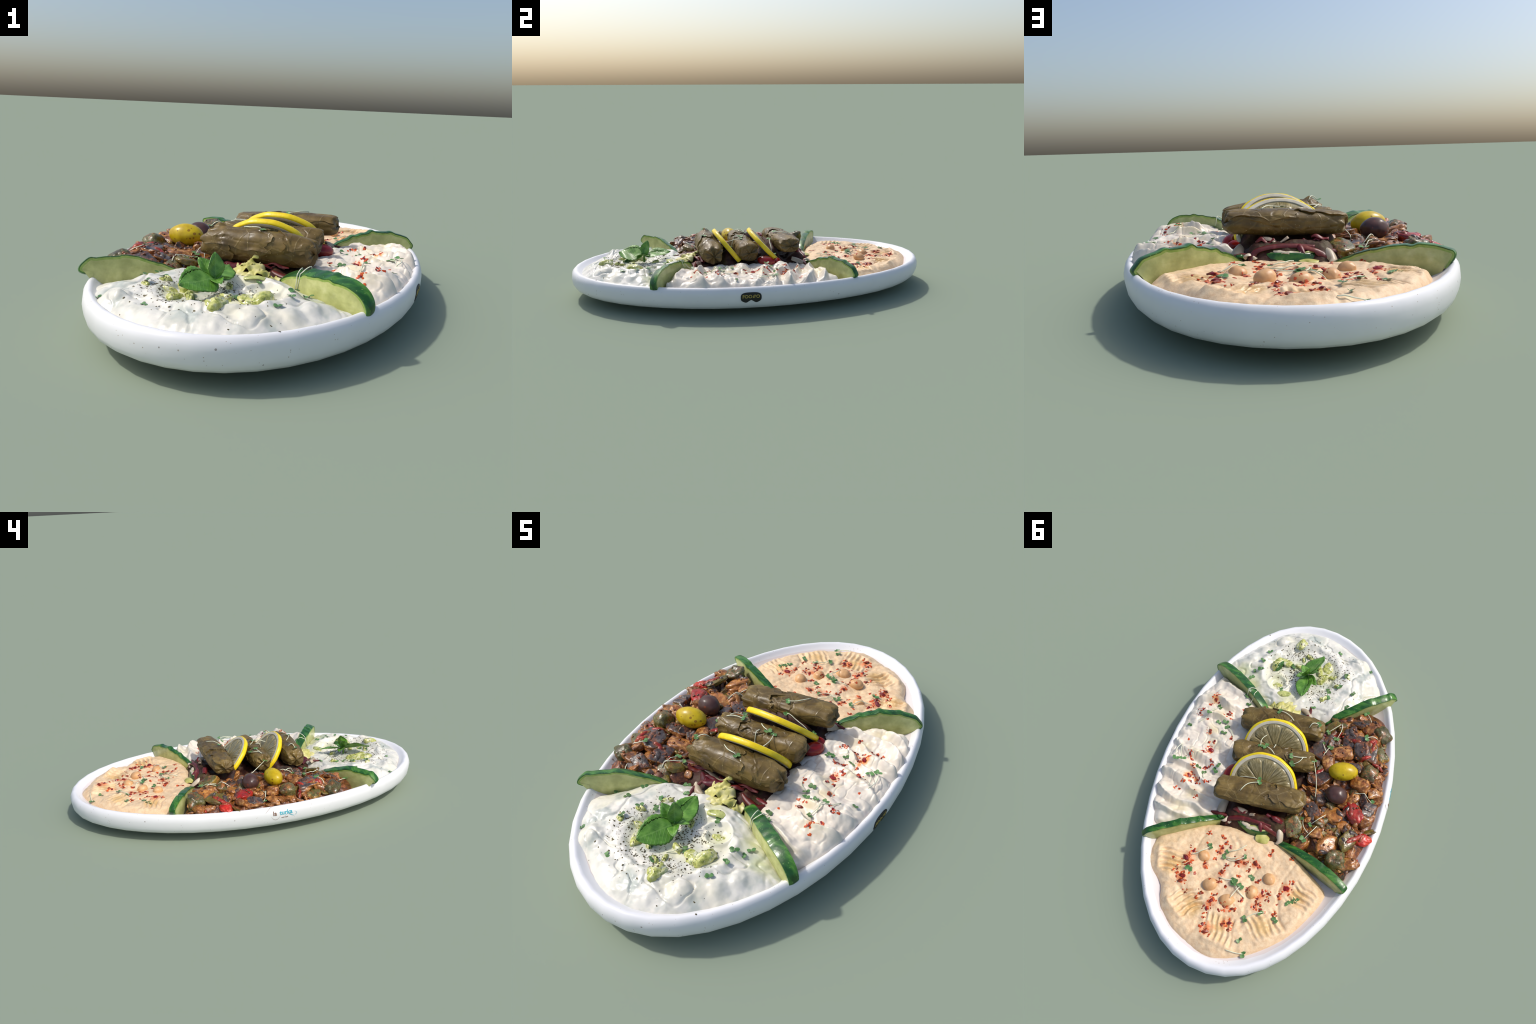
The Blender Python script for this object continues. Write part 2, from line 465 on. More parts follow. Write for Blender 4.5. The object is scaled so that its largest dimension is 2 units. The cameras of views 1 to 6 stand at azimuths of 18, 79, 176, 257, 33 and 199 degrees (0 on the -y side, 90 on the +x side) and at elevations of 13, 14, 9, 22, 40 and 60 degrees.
OUT_PROFILE = [(0, .25), (.0, .215), (.004, .20), (.011, .175), (.028, .118), (.038, .068), (.052, .031), (.066, .014), (.084, .0053), (.102, .002), (.120, .0), (.135, .0015), (.147, .006), (.155, .012), (.1585, .0165)]
IN_PROFILE = [(.1585, .0165), (.160, .021), (.1592, .026), (.155, .031), (.148, .037), (.138, .047), (.126, .064), (.114, .09), (.105, .14), (.100, .22), (.098, .35)]
SEG = 44
def lathe(profile, name, mat, close):
    t = np.arange(SEG) / SEG * TAU + TAU / SEG / 2 * 0
    V = []
    for z, i in profile:
        x, y = plate_xy(t, i)
        zz = np.maximum(0, z - .004 * np.clip(x / .58, 0, 1) * (z < .06))
        V += list(zip(x, y, zz))
    F = grid_faces(len(profile), SEG)
    c = len(V)
    V.append((0, 0, profile[close][0]))
    b = (len(profile) - 1) * SEG if close == -1 else 0
    for j in range(SEG):
        k = (j + 1) % SEG
        F.append((b + j, b + k, c) if close == -1 else (b + k, b + j, c))
    return V, F
v1, f1 = lathe(OUT_PROFILE, "", None, 0)
v2, f2 = lathe(IN_PROFILE, "", None, -1)
# one shell: outside wall + inner bowl
k = len(v1)
me = mesh("oval_platter", v1 + v2, f1 + [tuple(i + k for i in q) for q in f2], [PLATE, PLATE_IN], True, [0] * len(f1) + [0 if max(IN_PROFILE[min(i // SEG, 10)][1], 0) < .045 else 1 for i in range(len(f2))])
import bmesh
bm = bmesh.new(); bm.from_mesh(me)
bmesh.ops.remove_doubles(bm, verts=bm.verts, dist=1e-5)
bmesh.ops.recalc_face_normals(bm, faces=bm.faces)
bm.to_mesh(me); bm.free()
platter = thing(obj("oval_platter", me), "long oval white speckled stoneware serving platter with printed marks", "serving plate")

def wall_point(t0, s, z, out=.0):
    """point on the outer wall: s metres along the wall from angle t0, height z"""
    zs = [p[0] for p in OUT_PROFILE]; ins = [p[1] for p in OUT_PROFILE]
    inset = float(np.interp(z, zs[3:], ins[3:]))
    x0, y0 = plate_xy(np.array([t0, t0 + .01]), 0.0)
    dsdt = math.hypot(x0[1] - x0[0], y0[1] - y0[0]) / .01
    # the wall is a 44-sided polygon: interpolate linearly between its corners
    ft = (t0 + s / dsdt) / TAU * SEG
    i = math.floor(ft); w = ft - i
    tt = np.array([i, i + 1]) / SEG * TAU
    x, y = plate_xy(tt, inset)
    px, py = x[0] * (1 - w) + x[1] * w, y[0] * (1 - w) + y[1] * w
    nx, ny = (y[1] - y[0]), -(x[1] - x[0])
    l = math.hypot(nx, ny)
    return Vector((px + out * nx / l, py + out * ny / l, z))

def wall_mesh(name, v2d, faces, mat, t0, zc, out, parent=platter):
    """bend a flat drawing (u along the wall, v up, w outwards) on to the plate's wall"""
    V = [wall_point(t0, p[0], zc + p[1], out + p[2]) for p in v2d]
    return obj(name, mesh(name, V, faces, mat, False), parent)

def text_drawing(s, size, bold=0.0, shear=0.0):
    cu = bpy.data.curves.new("lettering", "FONT")
    cu.body, cu.size, cu.align_x, cu.extrude, cu.offset, cu.shear = s, size, "CENTER", .0006, bold, shear
    cu.resolution_u = 4
    o = bpy.data.objects.new("lettering", cu); link(o)
    bpy.context.view_layer.update()
    dg = bpy.context.evaluated_depsgraph_get()
    m_ = o.evaluated_get(dg).to_mesh()
    V = [(v.co.x, v.co.y, v.co.z + .0006) for v in m_.vertices]; F = [tuple(p.vertices) for p in m_.polygons]
    o.evaluated_get(dg).to_mesh_clear()
    bpy.data.objects.remove(o); bpy.data.curves.remove(cu)
    return V, F

def ribbon2d(pts, w):
    V, F = [], []
    n = len(pts)
    for i, (x, y) in enumerate(pts):
        a, b = pts[max(i - 1, 0)], pts[min(i + 1, n - 1)]
        dx, dy = b[0] - a[0], b[1] - a[1]; l = math.hypot(dx, dy) or 1
        ww = w * (math.sin(math.pi * (i + .3) / (n - .4)) * .8 + .2) / 2
        V += [(x - dy / l * ww, y + dx / l * ww, .0009), (x + dy / l * ww, y - dx / l * ww, .0009)]
        if i: F.append((2 * i - 2, 2 * i - 1, 2 * i + 1, 2 * i))
    return V, F

T_BADGE = math.atan2(-.089 / PB, .58 / PA)
# badge outline: rounded mask shape with a notch below
def badge_outline(n=72):
    P = []
    for i in range(n):
        a = TAU * i / n
        c, s_ = math.cos(a), math.sin(a)
        x = .0525 * math.copysign(abs(c) ** .62, c)
        y = .026 * math.copysign(abs(s_) ** .62, s_)
        if s_ < 0:
            y += .0125 * math.exp(-(x / .014) ** 2)
            y -= .003 * math.exp(-((abs(x) - .027) / .012) ** 2)
        P.append((x, y))
    return P
bo = badge_outline()
V = [(0, .004, .001)]; F = []
for r_ in (.5, 1.0):
    V += [(x * r_, y * r_ + .004 * (1 - r_), .001) for x, y in bo]
V += [(x, y, -.001) for x, y in bo]
n = len(bo)
for j in range(n):
    k = (j + 1) % n
    F += [(0, 1 + j, 1 + k), (1 + j, 1 + n + j, 1 + n + k, 1 + k), (1 + n + j, 1 + 2 * n + j, 1 + 2 * n + k, 1 + n + k)]
badge = wall_mesh("printed_badge", V, F, BADGE, T_BADGE, .112, .0012)
V, F = text_drawing("FOO", .0235, .0005)
Vb, Fb = text_drawing("O", .0235, .0005)
S = Soup()
S.add([(x - .0195, y - .003, z + .0012) for x, y, z in V], F)
S.add([(x + .0345, y - .003, z + .0012) for x, y, z in Vb], Fb)
# the leaf-like letter between: slanted drop with a stroke
loop = [(.0165 + .0062 * math.cos(a) + .0035 * math.sin(a), .0052 + .0076 * math.sin(a)) for a in [TAU * i / 20 for i in range(21)]]
for pts, w in ((loop, .0026), ([(.0105, -.001), (.0165, .005), (.0235, .0125)], .0024)):
    a, b = ribbon2d(pts, w * 1.2); S.add([(x, y, z + .0012) for x, y, z in a], b)
wall_mesh("badge_lettering", S.v, S.f, GOLD, T_BADGE, .112, .0012)

T_LOGO = math.atan2(-.049 / PB, -.575 / PA) + 0
V, F = text_drawing("la", .032, .0005)
wall_mesh("printed_lettering", [(x - .040, y, z) for x, y, z in V], F, BROWN_INK, T_LOGO, .119, .0008)
V, F = text_drawing("turka", .032, .0005)
wall_mesh("printed_lettering", [(x + .020, y, z) for x, y, z in V], F, CYAN_INK, T_LOGO, .119, .0008)
S = Soup()
for pts, w in (([(-.088 + .045 * i / 12, .018 + .026 * math.sin(math.pi / 2 * i / 12)) for i in range(13)], .0016),
               ([(-.06 + .05 * i / 14, -.002 - .024 * math.sin(math.pi * i / 14) ** .8) for i in range(15)], .0014)):
    a, b = ribbon2d(pts, w); S.add(a, b)
V, F = text_drawing("meze & grill", .0075, .0)
S.add([(x + .012, y - .019, z) for x, y, z in V], F)
wall_mesh("printed_flourish", S.v, S.f, BROWN_INK, T_LOGO, .119, .0008)
S = Soup()
for pts, w in (([(.012 + .02 * i / 10, -.012 + .012 * math.sin(math.pi * i / 10 * .6)) for i in range(11)], .0018),
               ([(.03 + .035 * i / 12, -.002 - .014 * sstep(0, 1, i / 12)) for i in range(13)], .0026),
               ([(.065 + .012 * math.sin(math.pi * i / 10), -.016 + .026 * i / 10) for i in range(11)], .0014)):
    a, b = ribbon2d([(float(x), float(y)) for x, y in pts], w); S.add(a, b)
wall_mesh("printed_flourish", S.v, S.f, CYAN_INK, T_LOGO, .119, .0008)

# ------------------------------------------------------------------ spreads (height fields on an outline)
def closed_curve(P, n):
    P = np.array(P, float); k = len(P)
    u = np.arange(n * 8) / (n * 8) * k
    i = u.astype(int); t = (u - i)[:, None]
    a, b, c, d = P[(i - 1) % k], P[i % k], P[(i + 1) % k], P[(i + 2) % k]
    Q = .5 * (2 * b + (c - a) * t + (2 * a - 5 * b + 4 * c - d) * t ** 2 + (3 * b - a - 3 * c + d) * t ** 3)
    seg = np.r_[0, np.cumsum(np.linalg.norm(np.roll(Q, -1, 0) - Q, axis=1))]
    Q = np.r_[Q, Q[:1]]
    s_ = np.linspace(0, seg[-1], n, endpoint=False)
    return np.stack([np.interp(s_, seg, Q[:, 0]), np.interp(s_, seg, Q[:, 1])], 1)

def edge_distance(x, y, O, chunk=4000):
    """distance of points to the outline polyline"""
    A = O; B = np.roll(O, -1, 0)
    d = np.empty(len(x))
    for s0 in range(0, len(x), chunk):
        p = np.stack([x[s0:s0 + chunk], y[s0:s0 + chunk]], 1)[:, None]
        ab = (B - A)[None]
        t = np.clip(((p - A[None]) * ab).sum(2) / (ab ** 2).sum(2), 0, 1)
        d[s0:s0 + chunk] = np.sqrt((((A[None] + ab * t[..., None]) - p) ** 2).sum(2)).min(1)
    return d

def spread(name, outline, centre, height, mat, nr=120, nt=300, floor=.095, coarse=90, push=None):
    O = closed_curve(outline, nt); C = np.array(centre)
    rho = np.linspace(0, 1, nr + 1)[1:] ** .85
    X = (C[0] + rho[:, None] * (O[None, :, 0] - C[0])).ravel()
    Y = (C[1] + rho[:, None] * (O[None, :, 1] - C[1])).ravel()
    X = np.r_[C[0], X]; Y = np.r_[C[1], Y]
    d = edge_distance(X, Y, closed_curve(outline, coarse))
    d[-nt:] = 0
    Z = height(X, Y, d)
    if push is not None:
        DX, DY = push(X, Y, d, Z)
        X, Y = X + DX, Y + DY
    V = list(zip(X, Y, Z)) + [(O[j, 0], O[j, 1], floor) for j in range(nt)] + [(C[0], C[1], floor)]
    F = [(0, 1 + j, 1 + (j + 1) % nt) for j in range(nt)]
    F += [(a + 1, d_ + 1, c + 1, b + 1) for a, b, c, d_ in grid_faces(nr, nt)]
    F = [tuple(reversed(q)) if len(q) == 4 and False else q for q in F]
    base = 1 + nr * nt
    last = 1 + (nr - 1) * nt
    for j in range(nt):
        k = (j + 1) % nt
        F.append((last + j, base + j, base + k, last + k))
        F.append((base + j, base + nt, base + k))
    me = mesh(name, V, F, mat)
    bm = bmesh.new(); bm.from_mesh(me)
    bmesh.ops.recalc_face_normals(bm, faces=bm.faces)
    bm.to_mesh(me); bm.free()
    return obj(name, me)

def shoulder(d, w, p=2.2):
    """0 at the edge rising to 1 inside, rounded like a dollop"""
    q = 1 - np.clip(d / w, 0, 1)
    return (1 - q ** p) ** (1 / p)

def creases(x, y, scale, seed, width=.07):
    """network of soft folds: 1 along thin winding lines"""
    n = fbm(xyz(x * scale, y * scale), 2, seed)
    return np.exp(-(n / width) ** 2)
# --- hummus
HUM_OUT = [(.43, .455), (.44, .572), (.40, .633), (.335, .685), (.30, .78), (.230, .85), (.137, .902), (.046, .938), (-.031, .938), (-.119, .904), (-.209, .842), (-.298, .757), (-.358, .655), (-.398, .566), (-.40, .505), (-.30, .43), (-.2, .365), (-.118, .325), (0, .312), (.102, .31), (.256, .35), (.35, .40)]
GROOVES = [((.312, .561), (.364, .576), 4), ((.176, .731), (.213, .782), 4), ((-.0, .803), (.005, .862), 5), ((-.185, .733), (-.225, .785), 5), ((-.303, .57), (-.359, .593), 4)]
def hum_h(x, y, d):
    top = .158 + .004 * fbm(xyz(x * 7, y * 7), 2, 3) + .003 * fbm(xyz(x * 22, y * 22), 2, 5)
    top += .012 * np.exp(-(((x - .15) / .14) ** 2 + ((y - .37) / .06) ** 2))
    # swipes of the fork: bundles of parallel grooves pointing outwards
    for k, (c, e, n) in enumerate(GROOVES):
        dx, dy = e[0] - c[0], e[1] - c[1]; l = math.hypot(dx, dy); dx, dy = dx / l, dy / l
        u = (x - c[0]) * dx + (y - c[1]) * dy
        v = -(x - c[0]) * dy + (y - c[1]) * dx
        v = v + .008 * np.sin(u * 26 + k) + .12 * u * np.sin(2.1 * k) + .004 * vnoise(xyz(x * 30, y * 30), 77)
        win = sstep(-.062, -.03, u) * (1 - sstep(.04, .08, u)) * (1 - sstep(n * .0125, n * .0125 + .016, np.abs(v)))
        win = win * np.clip(.75 + .7 * vnoise(xyz(x * 16, y * 16), 78 + k), .1, 1.2)
        top += win * (.0085 * np.cos((v + .005 * np.sin(u * 55 + 2 * k)) / .0265 * TAU) - .005)
        top += .010 * np.exp(-((u - .07) / .016) ** 2) * (1 - sstep(n * .012, n * .012 + .03, np.abs(v)))
    top -= .004 * creases(x + .02 * np.sin(y * 19), y, 6.5, 83, .16)
    # swirl round the middle
    r = np.hypot(x - .05, y - .60)
    top += .006 * np.cos(r * 42 + np.arctan2(y - .6, x - .05) * 1.0) * np.exp(-(r / .2) ** 2)
    lo = .112
    w = (.066 + .024 * vnoise(xyz(x * 9, y * 9), 9)) * (1 - .4 * sstep(.12, .32, x))
    h = lo + (top - lo) * shoulder(d, w, 2.0)
    return h + .0016 * fbm(xyz(x * 60, y * 60), 2, 8)
hummus = thing(spread("hummus", HUM_OUT, (.0, .62), hum_h, HUMMUS, 150, 380), "creamy tan hummus with chickpeas, chili flakes and herbs", "hummus")

# --- cucumber yogurt
TZ_OUT = [(.462, -.575), (.432, -.65), (.36, -.745), (.305, -.81), (.235, -.885), (.155, -.938), (.077, -.955), (-.02, -.952), (-.098, -.93), (-.165, -.888), (-.225, -.852), (-.285, -.85), (-.345, -.785), (-.383, -.71), (-.415, -.645), (-.40, -.58), (-.30, -.47), (-.22, -.40), (-.15, -.355), (-.074, -.335), (.03, -.345), (.13, -.355), (.215, -.402), (.30, -.458), (.39, -.52)]
TZ_LUMPS = [(-.262, -.775, .055, .030), (-.215, -.80, .035, .012), (.20, -.81, .048, .020), (.285, -.735, .040, .016), (.32, -.66, .036, .014), (.10, -.885, .05, .016), (0, -.90, .045, .012), (-.10, -.87, .04, .010), (.33, -.78, .03, .012), (-.33, -.70, .04, .014), (-.20, -.63, .035, .008), (.05, -.83, .05, .009)]
def tz_h(x, y, d):
    wv = fbm(xyz(x * 18, y * 18), 2, 27)
    top = .180 + .008 * fbm(xyz(x * 9, y * 9), 3, 21) + .004 * fbm(xyz(x * 24, y * 24), 2, 25)
    # spooned hollow with a crisp curved lip on the near side
    r = np.hypot(x - .04, y + .635); a = np.arctan2(y + .635, x - .04)
    R = .185 + .018 * np.sin(2 * a + .6) + .008 * wv
    lip = .5 + .5 * np.cos(a + .9)
    top -= .013 * (1 - sstep(R - .03, R, r))
    top += (.004 + .008 * lip) * np.exp(-((r - R - .012) / .018) ** 2)
    for cx, cy, s_, a_ in TZ_LUMPS:
        q = np.exp(-(((x - cx) ** 2 + (y - cy) ** 2) / (s_ * .8) ** 2 * (1 + .5 * wv)) ** 2.2)
        top += a_ * .75 * q
    top -= .007 * creases(x, y, 11, 33, .09) * sstep(R - .01, R + .03, r)
    # a spooned swirl with a crisp ridge
    r2 = np.hypot(x - .142, y + .535); a2 = np.arctan2(y + .535, x - .142)
    top += .013 * np.exp(-((r2 - .052 - .010 * a2 / math.pi) / .009) ** 2) - .012 * np.exp(-(r2 / .04) ** 2)
    lo = .115
    w = .13 + .03 * vnoise(xyz(x * 11, y * 11), 29)
    back = sstep(-.56, -.44, y)
    w = w * (1 - .5 * back)
    return lo + (top - lo) * shoulder(d, w, 1.75) + .0012 * fbm(xyz(x * 55, y * 55), 2, 31)
tzatziki = thing(spread("cucumber_yogurt_dip", TZ_OUT, (.0, -.64), tz_h, TZ, 140, 360), "lumpy white yogurt dip with cucumber, mint and dried herbs", "yogurt dip")

# --- creamy yogurt with spooned ridges
CR_OUT = [(.44, -.50), (.485, -.445), (.517, -.365), (.538, -.285), (.547, -.2), (.553, -.125), (.556, -.04), (.556, .05), (.551, .15), (.540, .234), (.528, .30), (.508, .355), (.465, .41), (.38, .385), (.25, .325), (.15, .28), (.13, .2), (.14, .06), (.14, -.05), (.15, -.18), (.17, -.29), (.20, -.37), (.29, -.44), (.37, -.48)]
def cr_h(x, y, d):
    wob = .05 * vnoise(xyz(x * 3.2, y * 4.5), 40) + .03 * fbm(xyz(x * 7, y * 7), 2, 41)
    ph = (y + .28 * (x - .38) + wob) / .088
    f = ph - np.floor(ph)
    # ridge: sharp-lipped wave, steeper on one side
    ridge = np.where(f < .68, (f / .68) ** 1.7, ((1 - f) / .32) ** 1.1)
    ridge = .8 * ridge + .2 * (.5 - .5 * np.cos(TAU * (f - .18)))
    amp = .036 * (.68 + .75 * vnoise(xyz(x * 8, y * 7), 43)) * (.35 + .65 * sstep(.18, .30, x))
    top = .172 + .010 * (1 - sstep(-.2, .05, y)) - .006 * sstep(.0, .2, y) - .008 * sstep(.40, .52, x) * sstep(-.1, .1, y) + amp * ridge - .004 * creases(x, y, 14, 53, .2) + .005 * fbm(xyz(x * 9, y * 17), 3, 45) - .003 * creases(x, y, 22, 57, .2)
    for cx, cy, s_, a in ((.224, .13, .03, .020), (.438, .345, .04, .010), (.36, .337, .03, .004), (.22, -.35, .04, .004), (.47, -.42, .04, -.01), (.34, -.37, .07, .012), (.43, -.23, .05, .008), (.20, .22, .04, -.004)):
        top += a * np.exp(-((x - cx) ** 2 + (y - cy) ** 2) / s_ ** 2)
    top += .0035 * fbm(xyz(x * 34, y * 34), 2, 47)
    lo = .115
    side = .055 + .02 * vnoise(xyz(x * 4, y * 22), 49)
    h = lo + (top - lo) * shoulder(d, side, 2.0)
    low = sstep(.02, .09, d)
    return h + .004 * (1 - low) * vnoise(xyz(x * 20, y * 40, 2.0), 51)
cream = thing(spread("creamy_yogurt_dip", CR_OUT, (.36, -.05), cr_h, CREAM, 130, 400), "thick white yogurt spooned in ridges with chili", "yogurt dip")

# --- stew base
ST_OUT = [(-.14, -.33), (-.22, -.425), (-.31, -.475), (-.379, -.50), (-.45, -.475), (-.495, -.41), (-.508, -.31), (-.525, -.24), (-.535, -.15), (-.548, -.04), (-.548, .05), (-.545, .13), (-.535, .22), (-.515, .30), (-.50, .37), (-.438, .43), (-.352, .38), (-.277, .345), (-.194, .31), (-.12, .29), (-.10, .2), (-.10, .05), (-.10, -.15)]
def st_h(x, y, d):
    top = .163 + .010 * (1 - sstep(-.42, -.36, y)) - .008 * np.exp(-(((x + .35) / .09) ** 2 + ((y + .27) / .09) ** 2)) + .012 * np.exp(-(((x + .3) / .14) ** 2 + (y / .25) ** 2)) + .016 * fbm(xyz(x * 20, y * 20), 3, 61)
    lo = .115
    return lo + (top - lo) * shoulder(d, .075, 2.0)
stew = thing(spread("vegetable_stew", ST_OUT, (-.32, 0), st_h, SAUCE, 70, 240), "glossy braised eggplant, zucchini and pepper vegetable stew", "vegetable stew")

# --- salad bed below the rolls
BED_OUT = [(-.2, -.3), (-.1, -.36), (.04, -.38), (.17, -.36), (.23, -.26), (.23, 0), (.22, .2), (.18, .32), (.04, .345), (-.1, .345), (-.19, .3), (-.22, .1), (-.22, -.1)]
def bed_h(x, y, d):
    back = .028 * np.exp(-((y - .265) / .035) ** 2) * (1 - sstep(.10, .19, np.abs(x)))
    gap = .95 * np.exp(-((y + .145) / .036) ** 2) + 1.3 * np.exp(-((y - .115) / .036) ** 2)
    return .115 + (.062 + .014 * fbm(xyz(x * 18, y * 18), 3, 71) + back + .062 * gap * (1 - sstep(.13, .21, np.abs(x)))) * shoulder(d, .09)
salad = thing(spread("shredded_salad", BED_OUT, (0, -.02), bed_h, BED, 40, 140), "dark red cabbage, lettuce and onion salad bed", "salad")

# ------------------------------------------------------------------ stuffed vine leaves
def roll(name, a, b, half_w, half_h, seed, sag=0.0, spike=None, taper=(.75, .8), twist=0.0, pw=2.7, knob=0.0):
    a, b = Vector(a), Vector(b)
    ax = (b - a); L = ax.length; ax.normalize()
    side = Vector((0, 0, 1)).cross(ax).normalized()
    up = ax.cross(side)
    nu, nv = 110, 96
    u = np.linspace(0, 1, nu)
    # end rounding: blunt ends
    e0 = np.clip(u / .07, 0, 1); e1 = np.clip((1 - u) / .07, 0, 1)
    cap = (1 - (1 - e0) ** 2.8) ** (1 / 2.8) * (1 - (1 - e1) ** 2.8) ** (1 / 2.8)
    tap = np.interp(u, [0, .22, .5, .8, 1], [taper[0], .98, 1.0, .97, taper[1]])
    th = np.arange(nv) / nv * TAU
    U, T = np.meshgrid(u, th, indexing="ij")
    R = (cap * tap)[:, None]
    T2 = T + twist * (U - .5)
    c, s_ = np.cos(T2), np.sin(T2)
    r = (np.abs(c) ** pw + np.abs(s_) ** pw) ** (-1 / pw)
    p3 = np.stack([(U * 6).ravel(), (c * 1.1).ravel(), (s_ * 1.1).ravel()], 1)
    lump = .075 * fbm(p3 * .6, 2, seed) + .016 * fbm(p3 * np.array([1.2, 3, 3]), 2, seed + 7)
    r = r * (1 + lump.reshape(U.shape))
    # overlapping leaf edges: a wrap seam along the roll and folded-in ends
    seam = 1.9 + .5 * np.sin(U * 5 + seed) + .25 * vnoise(np.stack([(U * 14).ravel(), np.zeros(U.size), np.zeros(U.size)], 1), seed).reshape(U.shape)
    dth = np.mod(T - seam, TAU)
    r = r + .06 * np.exp(-dth / 1.2) * sstep(0, .06, dth)
    fold = .68 + .10 * np.sin(T * 2 + seed) + .05 * np.sin(T * 5)
    r = r + .05 * sstep(fold + .012, fold, U) * sstep(.3, .6, U)
    crease = np.abs(vnoise(p3 * np.array([.7, 1.3, 1.3]), seed + 3)).reshape(U.shape)
    r = r - .045 * np.exp(-(crease / .045) ** 2)
    # gathered wrinkles where the leaf is tucked in at the ends
    r = r + .03 * np.sin(T * 9 + 3 * U + seed) * (sstep(.2, .05, U) + sstep(.8, .95, U))
    R = R * r
    off = sag * np.sin(math.pi * U)
    lx = (U - .5) * L
    wy = R * half_w * c
    hz = R * half_h * s_ + off
    # ragged ends
    lx = lx + .012 * vnoise(p3 * 2.2, seed + 11).reshape(U.shape)
    if knob:
        g = np.exp(-((U - .86) / .08) ** 2) * knob
        wy *= 1 + g; hz *= 1 + g
    if spike:
        su, st, sa, sw = spike
        da = np.arctan2(np.sin(T2 - st), np.cos(T2 - st))
        g = np.exp(-(np.abs((U - su) / sw) ** 1.3 + np.abs(da / .30) ** 1.3))
        hz = hz + sa * g
        wy = wy - .012 * g
    C = (a + b) / 2
    P = [C + ax * x + side * y + up * z for x, y, z in zip(lx.ravel(), wy.ravel(), hz.ravel())]
    V = [tuple(p - C) for p in P]
    F = grid_faces(nu, nv)
    n0 = len(V)
    V += [tuple(np.mean(V[:nv], axis=0)), tuple(np.mean(V[(nu - 1) * nv:nu * nv], axis=0))]
    for j in range(nv):
        k = (j + 1) % nv
        F += [(n0, k, j), (n0 + 1, (nu - 1) * nv + j, (nu - 1) * nv + k)]
    me = mesh(name, V, F, VINE)
    bm = bmesh.new(); bm.from_mesh(me); bmesh.ops.recalc_face_normals(bm, faces=bm.faces); bm.to_mesh(me); bm.free()
    return thing(obj(name, me, loc=C), "glossy olive-brown stuffed vine leaf roll", "stuffed vine leaf")
rolls = [
    roll("stuffed_vine_leaf", (-.186, -.25, .249), (.228, -.228, .239), .058, .057, 3, .004, spike=(.13, 1.4, .028, .055), taper=(.68, .74), twist=.3),
    roll("stuffed_vine_leaf", (-.185, -.062, .247), (.208, -.028, .243), .052, .050, 12, -.002, taper=(.85, .95), knob=.10, twist=-.3, pw=2.4),
    roll("stuffed_vine_leaf", (-.204, .160, .256), (.220, .200, .274), .058, .042, 25, .002, taper=(.92, .86), twist=.15, pw=3.0),
]
def flap(owner, u0, u1, t0, t1, lift, seed):
    """a fold of leaf lying over the roll: a shell patch that follows the roll's own surface"""
    me = owner.data; nu, nv = 110, 96
    co = np.array([v.co[:] for v in me.vertices])[:nu * nv].reshape(nu, nv, 3)
    n_, m_ = 60, 60
    P, Q = [a.ravel() for a in np.meshgrid(np.linspace(0, 1, n_), np.linspace(0, 1, m_), indexing="ij")]
    one = np.ones_like(P)
    rag = .06 * vnoise(np.stack([Q * 6, one * seed, one * 0], 1), seed) + .02 * vnoise(np.stack([Q * 19, one * seed, one * 3], 1), seed)
    rag2 = .22 * vnoise(np.stack([P * 5, one * seed + 2, one * 0], 1), seed + 5)
    u = np.clip(u0 + (u1 + rag - u0 - .03 * np.sin(Q * math.pi)) * P, .012, .985)
    t = t0 + (t1 - t0) * Q + rag2 * (Q - .5) * 2
    fi = u * (nu - 1); i0 = np.minimum(fi.astype(int), nu - 2); w = (fi - i0)[:, None]
    fj = np.mod(t / TAU * nv, nv); j0 = fj.astype(int) % nv; j1 = (j0 + 1) % nv; w2 = (fj - np.floor(fj))[:, None]
    c = (co[i0, j0] * (1 - w) + co[i0 + 1, j0] * w) * (1 - w2) + (co[i0, j1] * (1 - w) + co[i0 + 1, j1] * w) * w2
    ctr = co.mean(1)[i0]
    d = (c - ctr) / (np.linalg.norm(c - ctr, axis=1)[:, None] + 1e-6)
    e = np.minimum(np.minimum(P, 1 - P), np.minimum(Q, 1 - Q))
    h = lift * (1 + 1.6 * np.clip(1 - e / .06, 0, 1) * (.4 + .9 * vnoise(np.stack([P * 7, Q * 7, one * seed], 1), 2))) + .0015
    top = list(c + d * h[:, None]); bot = list(c - d * .004)
    k = n_ * m_
    F = []
    for i in range(n_ - 1):
        for j in range(m_ - 1):
            a = i * m_ + j
            F += [(a, a + m_, a + m_ + 1, a + 1), (k + a, k + a + 1, k + a + m_ + 1, k + a + m_)]
    rim = [j for j in range(m_)] + [i * m_ + m_ - 1 for i in range(1, n_)] + [(n_ - 1) * m_ + j for j in range(m_ - 2, -1, -1)] + [i * m_ for i in range(n_ - 2, 0, -1)]
    for a, b in zip(rim, rim[1:] + rim[:1]):
        F.append((a, b, k + b, k + a))
    me2 = mesh("vine_leaf_fold", top + bot, F, VINE)
    bm = bmesh.new(); bm.from_mesh(me2); bmesh.ops.recalc_face_normals(bm, faces=bm.faces); bm.to_mesh(me2); bm.free()
    me2.set_sharp_from_angle(angle=.9)
    obj("vine_leaf_fold", me2, owner)
for o, parts in ((rolls[0], [(.02, .62, .6, 3.3, .0025, 1), (.98, .74, .2, 3.0, .003, 2), (.02, .3, 2.6, 5.6, .002, 3)]),
                 (rolls[1], [(.02, .35, .0, 2.6, .003, 4), (.98, .66, .5, 3.6, .003, 5), (.3, .72, .9, 2.2, .002, 6)]),
                 (rolls[2], [(.98, .45, .4, 2.7, .0025, 7), (.02, .40, 1.0, 3.8, .003, 8)])):
    for p in parts: flap(o, *p)

